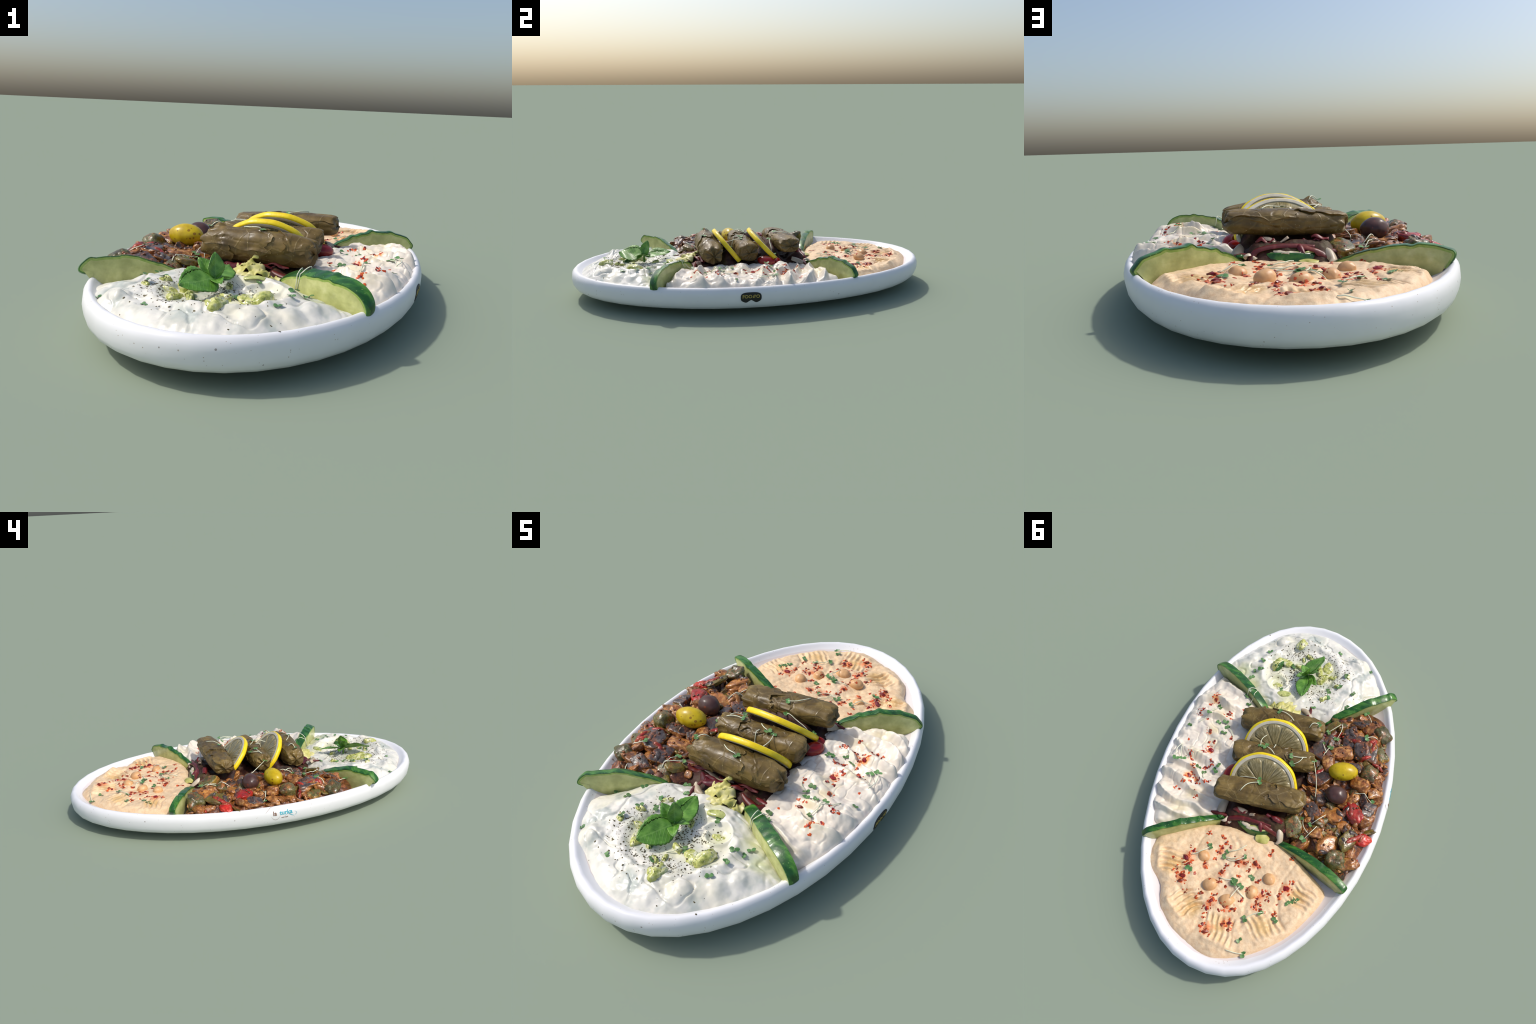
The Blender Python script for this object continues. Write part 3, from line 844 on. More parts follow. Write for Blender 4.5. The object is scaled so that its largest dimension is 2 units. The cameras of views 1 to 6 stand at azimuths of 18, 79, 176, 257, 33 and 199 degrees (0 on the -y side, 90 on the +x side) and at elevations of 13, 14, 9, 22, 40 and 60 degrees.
# ------------------------------------------------------------------ lemon slices
def arc_sector(r0, r1, a0, a1, y0, y1, n, round_=0.0, dome=0.0):
    """solid sector of a ring in the XZ plane, thickness along Y"""
    V, F = [], []
    nr = 5
    for side, yy in ((0, y0), (1, y1)):
        for i in range(nr + 1):
            for j in range(n + 1):
                q = i / nr; t = j / n
                r = r0 + (r1 - r0) * q; a = a0 + (a1 - a0) * t
                e = min(q, 1 - q) * 2; g = min(t, 1 - t) * 2
                bump = dome * (min(1, e * 2.2) * min(1, g * 3)) ** .5
                y_ = yy + (bump if side else -bump)
                V.append((r * math.cos(a), y_, r * math.sin(a)))
    m_ = (nr + 1) * (n + 1)
    idx = lambda s, i, j: s * m_ + i * (n + 1) + j
    for i in range(nr):
        for j in range(n):
            F.append((idx(0, i, j), idx(0, i, j + 1), idx(0, i + 1, j + 1), idx(0, i + 1, j)))
            F.append((idx(1, i, j), idx(1, i + 1, j), idx(1, i + 1, j + 1), idx(1, i, j + 1)))
    for j in range(n):
        F.append((idx(0, 0, j), idx(1, 0, j), idx(1, 0, j + 1), idx(0, 0, j + 1)))
        F.append((idx(0, nr, j), idx(0, nr, j + 1), idx(1, nr, j + 1), idx(1, nr, j)))
    for i in range(nr):
        F.append((idx(0, i, 0), idx(0, i + 1, 0), idx(1, i + 1, 0), idx(1, i, 0)))
        F.append((idx(0, i, n), idx(1, i, n), idx(1, i + 1, n), idx(0, i + 1, n)))
    return V, F

def lemon(centre, up, right, R, thick, a_lo, a_hi, phase):
    up, right = Vector(up).normalized(), Vector(right).normalized()
    nrm = up.cross(right).normalized(); up = right.cross(nrm)   # nrm points to the visible cut face (+y)
    M = Matrix((( right.x, nrm.x, up.x, centre[0]), (right.y, nrm.y, up.y, centre[1]), (right.z, nrm.z, up.z, centre[2]), (0, 0, 0, 1)))
    h = thick / 2
    # rind ring with rounded outer edge
    n = 72; V, F = [], []
    prof = [(R * .93, -h), (R * .975, -h), (R * .995, -h * .6), (R, 0), (R * .995, h * .6), (R * .975, h), (R * .93, h)]
    for j in range(n + 1):
        a = a_lo + (a_hi - a_lo) * j / n
        w = 1 + .010 * math.sin(a * 3 + phase) + .006 * math.sin(a * 11 + phase * 2)
        for r, y in prof:
            V.append((r * w * math.cos(a), y, r * w * math.sin(a)))
    k = len(prof)
    for j in range(n):
        for i in range(k):
            i2 = (i + 1) % k
            F.append((j * k + i, j * k + i2, (j + 1) * k + i2, (j + 1) * k + i))
    F += [tuple(range(k)), tuple(reversed(range(n * k, n * k + k)))]
    rind = obj("lemon_slice", mesh("lemon_slice", V, F, LEMON_PEEL), mat4=M)
    thing(rind, "thin leaning lemon slice with yellow rind and pale pulp", "lemon slice")
    V, F = arc_sector(.004, R * .955, a_lo, a_hi, -h + .0012, h - .0012, n)
    V2, F2 = arc_sector(R * .86, R * .950, a_lo, a_hi, -h - .0008, h + .0008, n)
    S = Soup(); S.add(V, F, 1); S.add(V2, F2)
    obj("lemon_pith", mesh("lemon_pith", S.v, S.f, [PITH, MEMBRANE], True, S.m), rind)
    m_ = 10
    for i in range(m_):
        a0 = phase + TAU * i / m_ + .014; a1 = phase + TAU * (i + 1) / m_ - .014
        a0, a1 = (a0 + math.pi) % TAU - math.pi, 0
        a1 = a0 + TAU / m_ - .028
        if a1 < a_lo or a0 > a_hi: 
            a0 += TAU if a1 < a_lo else -TAU; a1 = a0 + TAU / m_ - .028
            if a1 < a_lo or a0 > a_hi: continue
        a0, a1 = max(a0, a_lo + .01), min(a1, a_hi - .01)
        if a1 - a0 < .1: continue
        V, F = arc_sector(R * .10, R * .845, a0, a1, -h + .001, h - .001, 12, dome=.0016)
        # pull the corners in so that each segment is a rounded wedge
        W = []
        for x, y, z in V:
            r = math.hypot(x, z); a = math.atan2(z, x); mid = (a0 + a1) / 2
            a = mid + math.atan2(math.sin(a - mid), math.cos(a - mid))
            q = (r - R * .10) / (R * .745)
            g = abs(a - mid) / ((a1 - a0) / 2)
            r2 = r - R * .10 * max(0, q - .55) / .45 * g ** 3
            W.append((r2 * math.cos(a), y, r2 * math.sin(a)))
        obj("lemon_segment", mesh("lemon_segment", W, F, PULP), rind)
    return rind
lemons = [
    lemon((.02, -.107, .213), (0, -.62, .785), (.326, .002, .022), .163, .025, -.25, math.pi + .25, .35),
    lemon((.02, .107, .214), (0, -.69, .72), (.34, -.01, .005), .169, .025, -.25, math.pi + .25, .1),
]

# ------------------------------------------------------------------ cucumber wedges
def wedge(name, p0, p1, crest, width, slope=0.0, lean=0.0, cap=.03, zb=.11, under=.05, seed=0, wob=.004):
    """upright diagonal cucumber slice: p0 outer tip, p1 inner end (plan), crest = (s, z) points of its upper edge"""
    p0, p1 = Vector((*p0, 0)), Vector((*p1, 0))
    t = (p1 - p0).normalized(); nrm = Vector((-t.y, t.x, 0))
    S_ = np.array([c[0] for c in crest]); Zc = np.array([c[1] for c in crest]) - .006
    # upper edge resampled by arc length, smoothed
    seg = np.r_[0, np.cumsum(np.hypot(np.diff(S_), np.diff(Zc)))]
    n = 64
    q = np.linspace(0, seg[-1], n)
    s_ = np.interp(q, seg, S_); z = np.interp(q, seg, Zc)
    for _ in range(3):
        s_[1:-1] = (s_[:-2] + 2 * s_[1:-1] + s_[2:]) / 4; z[1:-1] = (z[:-2] + 2 * z[1:-1] + z[2:]) / 4
    z = z + wob * vnoise(np.stack([s_ * 45, np.zeros(n), np.zeros(n)], 1), seed) * .6
    # outward normal of the upper edge in the slice's plane
    ds, dz = np.gradient(s_), np.gradient(z); l = np.hypot(ds, dz); ns, nz = -dz / l, ds / l
    m_ = 9
    peel_t = .0035
    V, F, slots = [], [], []
    C = p0 + Vector((0, 0, .17))
    def pt(i, w, depth, bulge=0.0):
        """w -1..1 across the thickness, depth below the peel"""
        a, b = s_[i] - ns[i] * depth + ns[i] * bulge, z[i] - nz[i] * depth + nz[i] * bulge
        tp = .45 + .55 * math.sin(math.pi * min(1, max(0, .12 + .80 * i / (n - 1)))) ** .6
        b = b + slope * w * width * tp / 2
        off = w * width * tp / 2 + .014 * math.sin(math.pi * i / (n - 1)) * (1 if seed % 2 else -1) - .009 * (1 if seed % 2 else -1) + lean * (b - .2)
        p = p0 + t * a + nrm * off
        return (p.x - C.x, p.y - C.y, b - C.z)
    # peel: curved band over the top edge
    for i in range(n):
        for j in range(m_):
            w = -1 + 2 * j / (m_ - 1)
            V.append(pt(i, w, 0, .002 * (1 - w * w)))
        for j in (1, 0):
            V.append(pt(i, -1 + 2 * j, peel_t))
    k = m_ + 2
    for i in range(n - 1):
        for j in range(k):
            j2 = (j + 1) % k
            F.append((i * k + j, i * k + j2, (i + 1) * k + j2, (i + 1) * k + j))
    F += [tuple(range(k)), tuple(reversed(range((n - 1) * k, n * k)))]
    me = mesh("cucumber_peel", V, F, PEEL)
    bm = bmesh.new(); bm.from_mesh(me); bmesh.ops.recalc_face_normals(bm, faces=bm.faces); bm.to_mesh(me); bm.free()
    # flesh: from under the peel down to the straight cut at the bottom
    V, F, slots = [], [], []
    cols = [("d", .002), ("d", .006), ("d", .011), ("l", .15), ("l", .35), ("l", .6), ("l", .8), ("l", 1.0)]
    s_lo, s_hi = under, s_[-1] - .05
    nd = len(cols)
    for sgn in (-1, 1):
        for i in range(n):
            q = i / (n - 1)
            a0 = pt(i, sgn * .98, .011)
            sb = s_lo + (s_hi - s_lo) * q
            bz = zb
            p = p0 + t * sb + nrm * (sgn * width / 2 + lean * (bz - .2))
            b0 = (p.x - C.x, p.y - C.y, bz - C.z)
            for kind, x in cols:
                if kind == "d": V.append(pt(i, sgn * .98, x))
                else:
                    g = .004 * sgn * math.sin(math.pi * min(1, x * 1.3))
                    V.append(tuple(a0[c] * (1 - x) + b0[c] * x + g * nrm[c] for c in range(3)))
    for sgn in (0, 1):
        o = sgn * n * nd
        for i in range(n - 1):
            for d_ in range(nd - 1):
                F.append((o + i * nd + d_, o + (i + 1) * nd + d_, o + (i + 1) * nd + d_ + 1, o + i * nd + d_ + 1)); slots.append(1 if d_ < 2 else 0)
    o = n * nd
    for i in range(n - 1):
        a, b = i * nd, (i + 1) * nd
        F.append((a, o + a, o + b, b)); slots.append(0)
        a, b = a + nd - 1, b + nd - 1
        F.append((a, b, o + b, o + a)); slots.append(0)
    for i in (0, n - 1):
        for d_ in range(nd - 1):
            a = i * nd + d_
            F.append((a, a + 1, o + a + 1, o + a)); slots.append(0)
    me2 = mesh(name, V, F, [CUKE, CUKE_RING], True, slots)
    bm = bmesh.new(); bm.from_mesh(me2); bmesh.ops.recalc_face_normals(bm, faces=bm.faces); bm.to_mesh(me2); bm.free()
    me.set_sharp_from_angle(angle=.7); me2.set_sharp_from_angle(angle=.8)
    top = thing(obj(name, me2, loc=C), "upright half-moon cucumber slice with dark green peel", "cucumber slice")
    obj("cucumber_peel", me, top)
    return top
cukes = [
    wedge("cucumber_slice", (-.494, -.606), (-.154, -.365), [(.05, .168), (.002, .185), (.012, .207), (.035, .226), (.10, .233), (.16, .231), (.21, .223), (.27, .207), (.335, .178), (.44, .13)], .036, -.3, seed=1, wob=.006),
    wedge("cucumber_slice", (.502, .498), (.153, .295), [(.035, .150), (.002, .174), (.018, .196), (.036, .217), (.06, .219), (.10, .231), (.16, .239), (.20, .238), (.25, .229), (.30, .213), (.35, .188), (.405, .15)], .032, 0, seed=2, wob=.010),
    wedge("cucumber_slice", (.484, -.568), (.167, -.370), [(.03, .13), (.004, .155), (.004, .185), (.022, .213), (.07, .236), (.14, .244), (.20, .241), (.25, .235), (.34, .212), (.38, .196), (.43, .15)], .044, -.35, seed=3, wob=.006),
    wedge("cucumber_slice", (-.491, .489), (-.145, .333), [(.02, .145), (-.006, .186), (.0, .203), (.045, .217), (.1, .220), (.2, .211), (.275, .196), (.385, .16)], .036, .0, seed=4, wob=.006),
]

# ------------------------------------------------------------------ olives
def ellipsoid(name, nu, nv, r, seed, amp=.03):
    V, F = [], []
    for i in range(1, nu):
        a = math.pi * i / nu
        for j in range(nv):
            b = TAU * j / nv
            V.append((math.cos(a), math.sin(a) * math.cos(b), math.sin(a) * math.sin(b)))
    F = grid_faces(nu - 1, nv)
    V += [(1, 0, 0), (-1, 0, 0)]
    for j in range(nv):
        k = (j + 1) % nv
        F += [(len(V) - 2, k, j), (len(V) - 1, (nu - 2) * nv + j, (nu - 2) * nv + k)]
    V = np.array(V)
    V = V * (1 + amp * fbm(V * 1.3, 2, seed))[:, None] * np.array(r)
    return V, [tuple(reversed(f)) for f in F]
V, F = ellipsoid("", 28, 40, (.070, .046, .045), 5, .03)
olive_y = thing(obj("yellow_olive", mesh("yellow_olive", V, F, OLIVE_Y), loc=(-.334, -.074, .226), rot=(0, .06, .18)), "plump yellow-green olive with brown spots", "olive")
V, F = ellipsoid("", 28, 40, (.053, .045, .044), 9, .07)
olive_p = thing(obj("purple_olive", mesh("purple_olive", V, F, OLIVE_P), loc=(-.333, .052, .216), rot=(.2, .1, -.2)), "shiny dark purple olive", "olive")

# ------------------------------------------------------------------ chunks of the stew
def chunk_mesh(name, dims, mats, seed, boxy=3.2, amp=.16, skin_axis=2):
    """lumpy cut cube; the face towards +Z carries the skin"""
    n = 12
    bm = bmesh.new()
    bmesh.ops.create_cube(bm, size=2)
    bmesh.ops.subdivide_edges(bm, edges=bm.edges[:], cuts=n, use_grid_fill=True)
    co = np.array([v.co[:] for v in bm.verts])
    r = (np.abs(co) ** boxy * 1.0).sum(1) ** (-1 / boxy)
    co = co * r[:, None]
    # sheared and tapered as knife cuts leave it, no two faces parallel
    sh = np.random.default_rng(seed + 900).uniform(-.28, .28, 6)
    co = co + np.stack([sh[0] * co[:, 1] + sh[1] * co[:, 2], sh[2] * co[:, 0] * co[:, 2] + sh[3] * co[:, 2], sh[4] * co[:, 0] + sh[5] * co[:, 1] * co[:, 0]], 1)
    nr = co / np.linalg.norm(co, axis=1)[:, None]
    co = co * (1 + amp * fbm(nr * 1.4 + seed, 3, seed) + .035 * fbm(nr * 4, 2, seed + 4))[:, None] * np.array(dims)
    for v, c in zip(bm.verts, co): v.co = c
    bmesh.ops.recalc_face_normals(bm, faces=bm.faces)
    me = bpy.data.meshes.new(name)
    bm.to_mesh(me); bm.free()
    for m_ in mats: me.materials.append(m_)
    zmax = dims[2]
    for p in me.polygons:
        p.use_smooth = True
        p.material_index = 1 if len(mats) > 1 and p.normal[2] > .55 and p.center[2] > zmax * .35 else 0
    return me
KINDS = {
    "egg": ("eggplant_chunk", [EGG_FLESH, EGG_SKIN], (1, .78, .34), 5.0),
    "zuc": ("zucchini_chunk", [ZUC_FLESH, ZUC_SKIN], (1, .8, .5), 4.2),
    "zucs": ("zucchini_chunk", [ZUC_SKIN], (.9, .8, .75), 3.6),
    "flesh": ("eggplant_chunk", [EGG_FLESH], (1, .78, .46), 3.8),
    "on": ("onion_chunk", [ONION], (1, .75, .4), 2.6),
    "pep": ("red_pepper_chunk", [PEPPER], (1, .62, .42), 2.5),
    "gp": ("green_pepper_chunk", [GREENPEP], (1, .7, .28), 3.2),
}
VARIANTS = {k: [chunk_mesh(v[0], v[2], v[1], 11 * i + 5 * len(k), v[3], .07 + .025 * i) for i in range(6)] for k, v in KINDS.items()}

bpy.context.view_layer.update()
def surface(x, y, skip=0):
    dg = bpy.context.evaluated_depsgraph_get()
    hit, loc, nrm, *_ = bpy.context.scene.ray_cast(dg, Vector((x, y, 1.0)), Vector((0, 0, -1)))
    return (loc, nrm) if hit else (Vector((x, y, .12)), Vector((0, 0, 1)))

STEW = [(-.215, -.335, .036, "gp"), (-.3, -.395, .034, "flesh"), (-.35, -.392, .034, "egg"), (-.411, -.372, .044, "flesh"), (-.463, -.36, .05, "zucs"), (-.315, -.293, .054, "egg"), (-.296, -.201, .052, "flesh"), (-.205, -.167, .055, "egg"), (-.404, -.247, .062, "egg"), (-.487, -.25, .034, "zuc"), (-.475, -.19, .032, "flesh"), (-.20, -.265, .033, "egg"), (-.454, -.115, .044, "zucs"), (-.429, -.047, .044, "flesh"), (-.235, -.026, .046, "egg"), (-.416, .02, .034, "flesh"), (-.505, -.031, .034, "on"), (-.243, .146, .046, "egg"), (-.339, .143, .05, "on"), (-.435, .114, .052, "pep"), (-.5, .069, .036, "egg"), (-.48, .139, .036, "flesh"), (-.503, .222, .044, "pep"), (-.283, .248, .038, "flesh"), (-.374, .208, .028, "gp"), (-.442, .256, .05, "gp"), (-.354, .301, .055, "on"), (-.235, .312, .044, "flesh"), (-.171, .25, .044, "zuc"), (-.309, .355, .034, "on"), (-.409, .362, .046, "zucs"), (-.475, .355, .04, "on"), (-.463, .300, .034, "flesh"), (-.36, -.33, .03, "on"), (-.25, -.36, .03, "zuc"), (-.37, -.13, .04, "egg"), (-.27, .07, .036, "egg"), (-.385, .07, .034, "flesh"), (-.30, .19, .034, "zuc"), (-.41, .18, .034, "on"), (-.36, .25, .034, "flesh"), (-.25, -.11, .04, "flesh"), (-.35, -.245, .036, "zuc"), (-.44, -.31, .036, "flesh"), (-.52, .0, .028, "flesh"), (-.50, -.13, .03, "on")]
LEVEL = {}
for i, (x, y, s_, k) in enumerate(STEW):
    base = float(st_h(np.array([x]), np.array([y]), edge_distance(np.array([x]), np.array([y]), closed_curve(ST_OUT, 90)))[0])
    ori = Euler((rnd.uniform(-.3, .3), rnd.uniform(-.3, .3), rnd.uniform(0, TAU)))
    sc = s_ * 1.08
    obj(KINDS[k][0], VARIANTS[k][(i * 5 + i // 6) % 6], stew, (x, y, base + s_ * .22), ori, (sc, sc * rnd.uniform(.8, 1.1), sc * rnd.uniform(.85, 1.15)))
placed = [(a, b, c) for a, b, c, _ in STEW]
OST = closed_curve(ST_OUT, 90)
tries = 0; extra = 0
while extra < 120 and tries < 9000:
    tries += 1
    x, y = rnd.uniform(-.54, -.12), rnd.uniform(-.44, .42)
    d = edge_distance(np.array([x]), np.array([y]), OST)[0]
    # inside test by winding
    A = OST - (x, y); B = np.roll(A, -1, 0)
    ang = np.arctan2(A[:, 0] * B[:, 1] - A[:, 1] * B[:, 0], (A * B).sum(1)).sum()
    if abs(ang) < 3 or d < .012: continue
    s_ = rnd.uniform(.02, .038)
    if any(math.hypot(x - a, y - b) < (c * .42 + s_ * .40) for a, b, c in placed): continue
    placed.append((x, y, s_)); extra += 1
    k = rnd.choice(["flesh", "on", "egg", "zuc", "flesh", "egg", "egg", "gp", "egg"])
    base = float(st_h(np.array([x]), np.array([y]), np.array([d]))[0])
    ori = Euler((rnd.uniform(-.7, .7), rnd.uniform(-.7, .7), rnd.uniform(0, TAU)))
    sc = s_ * .8
    obj(KINDS[k][0], VARIANTS[k][rnd.randrange(6)], stew, (x, y, base + s_ * .22), ori, (sc * rnd.uniform(.8, 1.3), sc, sc * .9))
# onions and dark chunks tucked next to the rolls
# crumbs of sauce and pepper scattered over everything in the stew
bpy.context.view_layer.update()
def chip(r, flat, seed, n=5):
    V = []; F = []
    rr = random.Random(seed)
    bm = bmesh.new(); bmesh.ops.create_icosphere(bm, subdivisions=1, radius=1)
    V = [tuple(v.co * rr.uniform(.7, 1.25)) for v in bm.verts]; F = [tuple(v.index for v in f.verts) for f in bm.faces]
    bm.free()
    return [(x * r, y * r * rr.uniform(.55, .9), z * r * flat) for x, y, z in V], F
CH = [chip(1, .4, i) for i in range(12)]
def put_chip(S, x, y, r, lift=.2, m=0, k=None, flat=1.0):
    p, nrm = surface(x, y)
    q = nrm.to_track_quat("Z", "Y").to_matrix() @ Matrix.Rotation(rnd.uniform(0, TAU), 3, "Z") @ Matrix.Rotation(rnd.uniform(-.3, .3), 3, "X")
    V, F = CH[rnd.randrange(12) if k is None else k]
    S.add([p + nrm * r * lift + q @ Vector((a * r, b * r, c * r * flat)) for a, b, c in V], F, m)
S = Soup()
for i in range(160):
    x, y = rnd.uniform(-.53, -.16), rnd.uniform(-.42, .40)
    A = OST - (x, y); B = np.roll(A, -1, 0)
    if abs(np.arctan2(A[:, 0] * B[:, 1] - A[:, 1] * B[:, 0], (A * B).sum(1)).sum()) < 3: continue
    if math.hypot(x + .334, (y + .074) * 1.3) < .075 or math.hypot(x + .333, y - .052) < .06: continue
    if x > -.2 and -.3 < y < .23: continue
    put_chip(S, x, y, rnd.uniform(.004, .010), .3, rnd.choice([0, 0, 0, 0, 0, 0, 1]))
o = obj("stew_crumbs", mesh("stew_crumbs", S.v, S.f, [SAUCE, PEPPER], True, S.m), stew); o["kind"] = "stuff"

# ------------------------------------------------------------------ salad pieces
def strip(path, w, thick, mat, name, parent, curl=0.0, n=26, ruffle=0.0, seed=0, twist=0.0, tilt=0.0):
    """curved ribbon with real thickness along a smooth path"""
    P = np.array(path, float)
    k = len(P)
    u = np.linspace(0, k - 1.0001, n); i = u.astype(int); t = (u - i)[:, None]
    a, b, c, d = P[np.maximum(i - 1, 0)], P[i], P[np.minimum(i + 1, k - 1)], P[np.minimum(i + 2, k - 1)]
    Q = .5 * (2 * b + (c - a) * t + (2 * a - 5 * b + 4 * c - d) * t ** 2 + (3 * b - a - 3 * c + d) * t ** 3)
    m_ = 8
    V = []
    for i in range(n):
        tg = Vector(Q[min(i + 1, n - 1)] - Q[max(i - 1, 0)]).normalized()
        s_ = tg.cross(Vector((0, 0, 1))); s_ = s_.normalized() if s_.length > .05 else Vector((1, 0, 0))
        up = s_.cross(tg)
        rot = Matrix.Rotation(tilt + twist * (i / n - .2) + curl * .3, 3, tg)
        s_, up = rot @ s_, rot @ up
        ww = w * (.35 + .65 * math.sin(math.pi * min(1, max(0, (i + .5) / n))) ** .5)
        top, bot = [], []
        for j in range(m_ + 1):
            x = -1 + 2 * j / m_
            ru = ruffle * (math.sin(i * .62 + seed + x * 2.4) + .4 * math.sin(i * 1.3 + seed * 3 + x)) * (abs(x) + .15)
            h = -curl * w * x * x + ru
            e = thick / 2 * math.sqrt(max(.05, 1 - x ** 4))
            base = Vector(Q[i]) + s_ * (x * ww / 2) + up * h
            top.append(base + up * e); bot.append(base - up * e)
        V += top + bot[::-1]
    kk = 2 * (m_ + 1)
    F = grid_faces(n, kk)
    F += [tuple(range(kk)), tuple(reversed(range((n - 1) * kk, n * kk)))]
    me = mesh(name, V, F, mat)
    bm = bmesh.new(); bm.from_mesh(me); bmesh.ops.recalc_face_normals(bm, faces=bm.faces); bm.to_mesh(me); bm.free()
    return obj(name, me, parent)

for i in range(22):
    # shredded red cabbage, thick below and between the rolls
    x = rnd.uniform(-.17, .19); y = rnd.choice([rnd.uniform(-.335, -.27), rnd.uniform(-.335, -.27), rnd.uniform(.24, .29)])
    a = rnd.uniform(-.7, .7) + (math.pi if rnd.random() < .5 else 0); L = rnd.uniform(.06, .12)
    z = float(bed_h(np.array([x]), np.array([y]), np.array([.12]))[0]) + rnd.uniform(.0, .010)
    pth = [(x + L * (q - .5) * math.cos(a), y + L * .5 * (q - .5) * math.sin(a), z + rnd.uniform(-.008, .012)) for q in (0, .33, .66, 1)]
    strip(pth, rnd.uniform(.014, .030), .004, rnd.choice([CABBAGE, CABBAGE, CABBAGE, ONION_RAW]), "cabbage_shred", salad, .25, 14, .002, i, rnd.uniform(-.6, .6))
# torn strips of eggplant skin, onion and pepper draped over the stew, following its lumps
bpy.context.view_layer.update()
drape = [(-.42, .11, 1.9, .10, PEPPER_STRIP, "red_pepper_strip"), (-.50, .22, 1.3, .06, PEPPER_STRIP, "red_pepper_strip")]
for i in range(34):
    drape.append((rnd.uniform(-.50, -.22), rnd.uniform(-.36, .36), rnd.uniform(0, TAU), rnd.uniform(.05, .095), *rnd.choice([(EGG_STRIP, "eggplant_strip"), (EGG_STRIP, "eggplant_strip"), (ONION_STRIP, "onion_strip"), (ONION_STRIP, "onion_strip"), (PEPPER_STRIP, "red_pepper_strip")])))
for i, (x, y, a, L, m_, nm) in enumerate(drape):
    if math.hypot(x + .334, (y + .074) * 1.2) < .10 or math.hypot(x + .333, y - .052) < .085: continue
    pth = []
    bend = rnd.uniform(-.5, .5)
    for q in (-.5, -.25, 0, .25, .5):
        px, py = x + L * q * math.cos(a) - bend * L * q * q * math.sin(a), y + L * q * math.sin(a) + bend * L * q * q * math.cos(a)
        p, _ = surface(px, py)
        pth.append((px, py, min(p.z, .215) + (.001 if abs(q) < .4 else -.004)))
    strip(pth, rnd.uniform(.018, .034), .006, m_, nm, stew, .25, 18, .002, i, rnd.uniform(-.5, .5))
# hand-placed salad pieces seen at the back and at the front of the rolls
strip([(.14, .325, .158), (.12, .30, .192), (.05, .285, .205), (-.02, .285, .204), (-.08, .29, .198)], .030, .004, CABBAGE, "cabbage_shred", salad, .3, seed=3)
strip([(-.01, .27, .200), (-.05, .295, .198), (-.10, .305, .180), (-.13, .315, .158)], .034, .004, CABBAGE, "cabbage_shred", salad, .3, seed=5, ruffle=.003)
strip([(-.02, .27, .203), (-.03, .30, .200), (-.04, .325, .178)], .024, .004, CABBAGE, "cabbage_shred", salad, .3, seed=6)
strip([(-.10, -.305, .192), (-.055, -.34, .196), (-.01, -.325, .200), (.02, -.30, .197)], .034, .004, CABBAGE, "cabbage_shred", salad, .2, seed=7, ruffle=.003)
strip([(-.065, -.335, .196), (-.075, -.365, .188), (-.078, -.395, .184), (-.072, -.43, .178)], .018, .005, CABBAGE, "cabbage_shred", salad, .2, seed=8)
strip([(.10, -.315, .186), (.14, -.33, .180), (.18, -.335, .175), (.20, -.31, .172)], .03, .004, CABBAGE, "cabbage_shred", salad, .2, seed=9)
strip([(-.09, -.36, .186), (-.06, -.39, .188), (-.03, -.40, .184)], .03, .006, ONION_RAW, "onion_piece", salad, .3, seed=1)
strip([(-.11, .275, .19), (-.125, .305, .185), (-.13, .335, .165), (-.12, .35, .15)], .034, .004, ONION_RAW, "onion_piece", salad, .4, seed=4)
strip([(.17, .215, .20), (.18, .25, .19), (.18, .285, .17), (.165, .31, .15)], .045, .006, ONION_RAW, "onion_piece", salad, .3, seed=11)
strip([(-.02, .35, .157), (-.05, .345, .16), (-.085, .35, .155)], .05, .005, LETTUCE, "lettuce_leaf", salad, .1, seed=14)
# curved cucumber ribbon behind the last roll
strip([(.105, .290, .160), (.06, .318, .160), (0, .332, .158), (-.05, .326, .157), (-.10, .296, .157)], .050, .006, PEEL, "cucumber_peel_strip", salad, 0, seed=12, tilt=1.35)
strip([(.09, .285, .176), (.04, .303, .178), (-.01, .312, .177), (-.05, .305, .176), (-.09, .288, .174)], .030, .012, CUKE_DICE, "cucumber_strip", salad, 0, seed=13, ruffle=.003)
strip([(.06, .30, .186), (.02, .315, .184), (-.03, .318, .180)], .026, .005, ONION_RAW, "onion_piece", salad, .2, seed=23, ruffle=.003)
for i in range(6):
    x = rnd.uniform(-.16, .17); a = rnd.uniform(-1, 1)
    pth = [(x + .05 * (q - .5) * math.cos(a), .29 + rnd.uniform(-.02, .03) + .03 * (q - .5) * math.sin(a), .172 + rnd.uniform(-.01, .012)) for q in (0, .33, .66, 1)]
    strip(pth, rnd.uniform(.014, .024), .004, rnd.choice([CABBAGE, ONION_RAW, LETTUCE, PEEL]), "salad_shred", salad, .3, 14, .003, i, rnd.uniform(-1, 1))
# ruffled lettuce heart in front of the first roll
for i, (pth, w, ru) in enumerate([
    ([(-.03, -.37, .180), (.01, -.36, .200), (.05, -.355, .204), (.09, -.36, .192)], .07, .010),
    ([(-.02, -.345, .192), (.02, -.335, .208), (.06, -.335, .206)], .05, .010),
    ([(.03, -.385, .182), (.07, -.385, .196), (.11, -.375, .186)], .05, .009),
    ([(.01, -.305, .205), (.025, -.302, .222), (.03, -.296, .240)], .03, .006),
    ([(.10, -.40, .178), (.12, -.38, .176), (.13, -.35, .170)], .05, .008),
    ([(-.01, -.40, .178), (.03, -.405, .186), (.07, -.41, .18)], .04, .008)]):
    strip(pth, w, .005, LETTUCE, "lettuce_leaf", salad, .15, 22, ru, i * 2.1)
V, F = ellipsoid("", 20, 28, (.05, .034, .03), 15, .05)
obj("tomato_piece", mesh("tomato_piece", V, F, TOMATO), salad, (.195, .065, .190), (0, .15, 1.1))
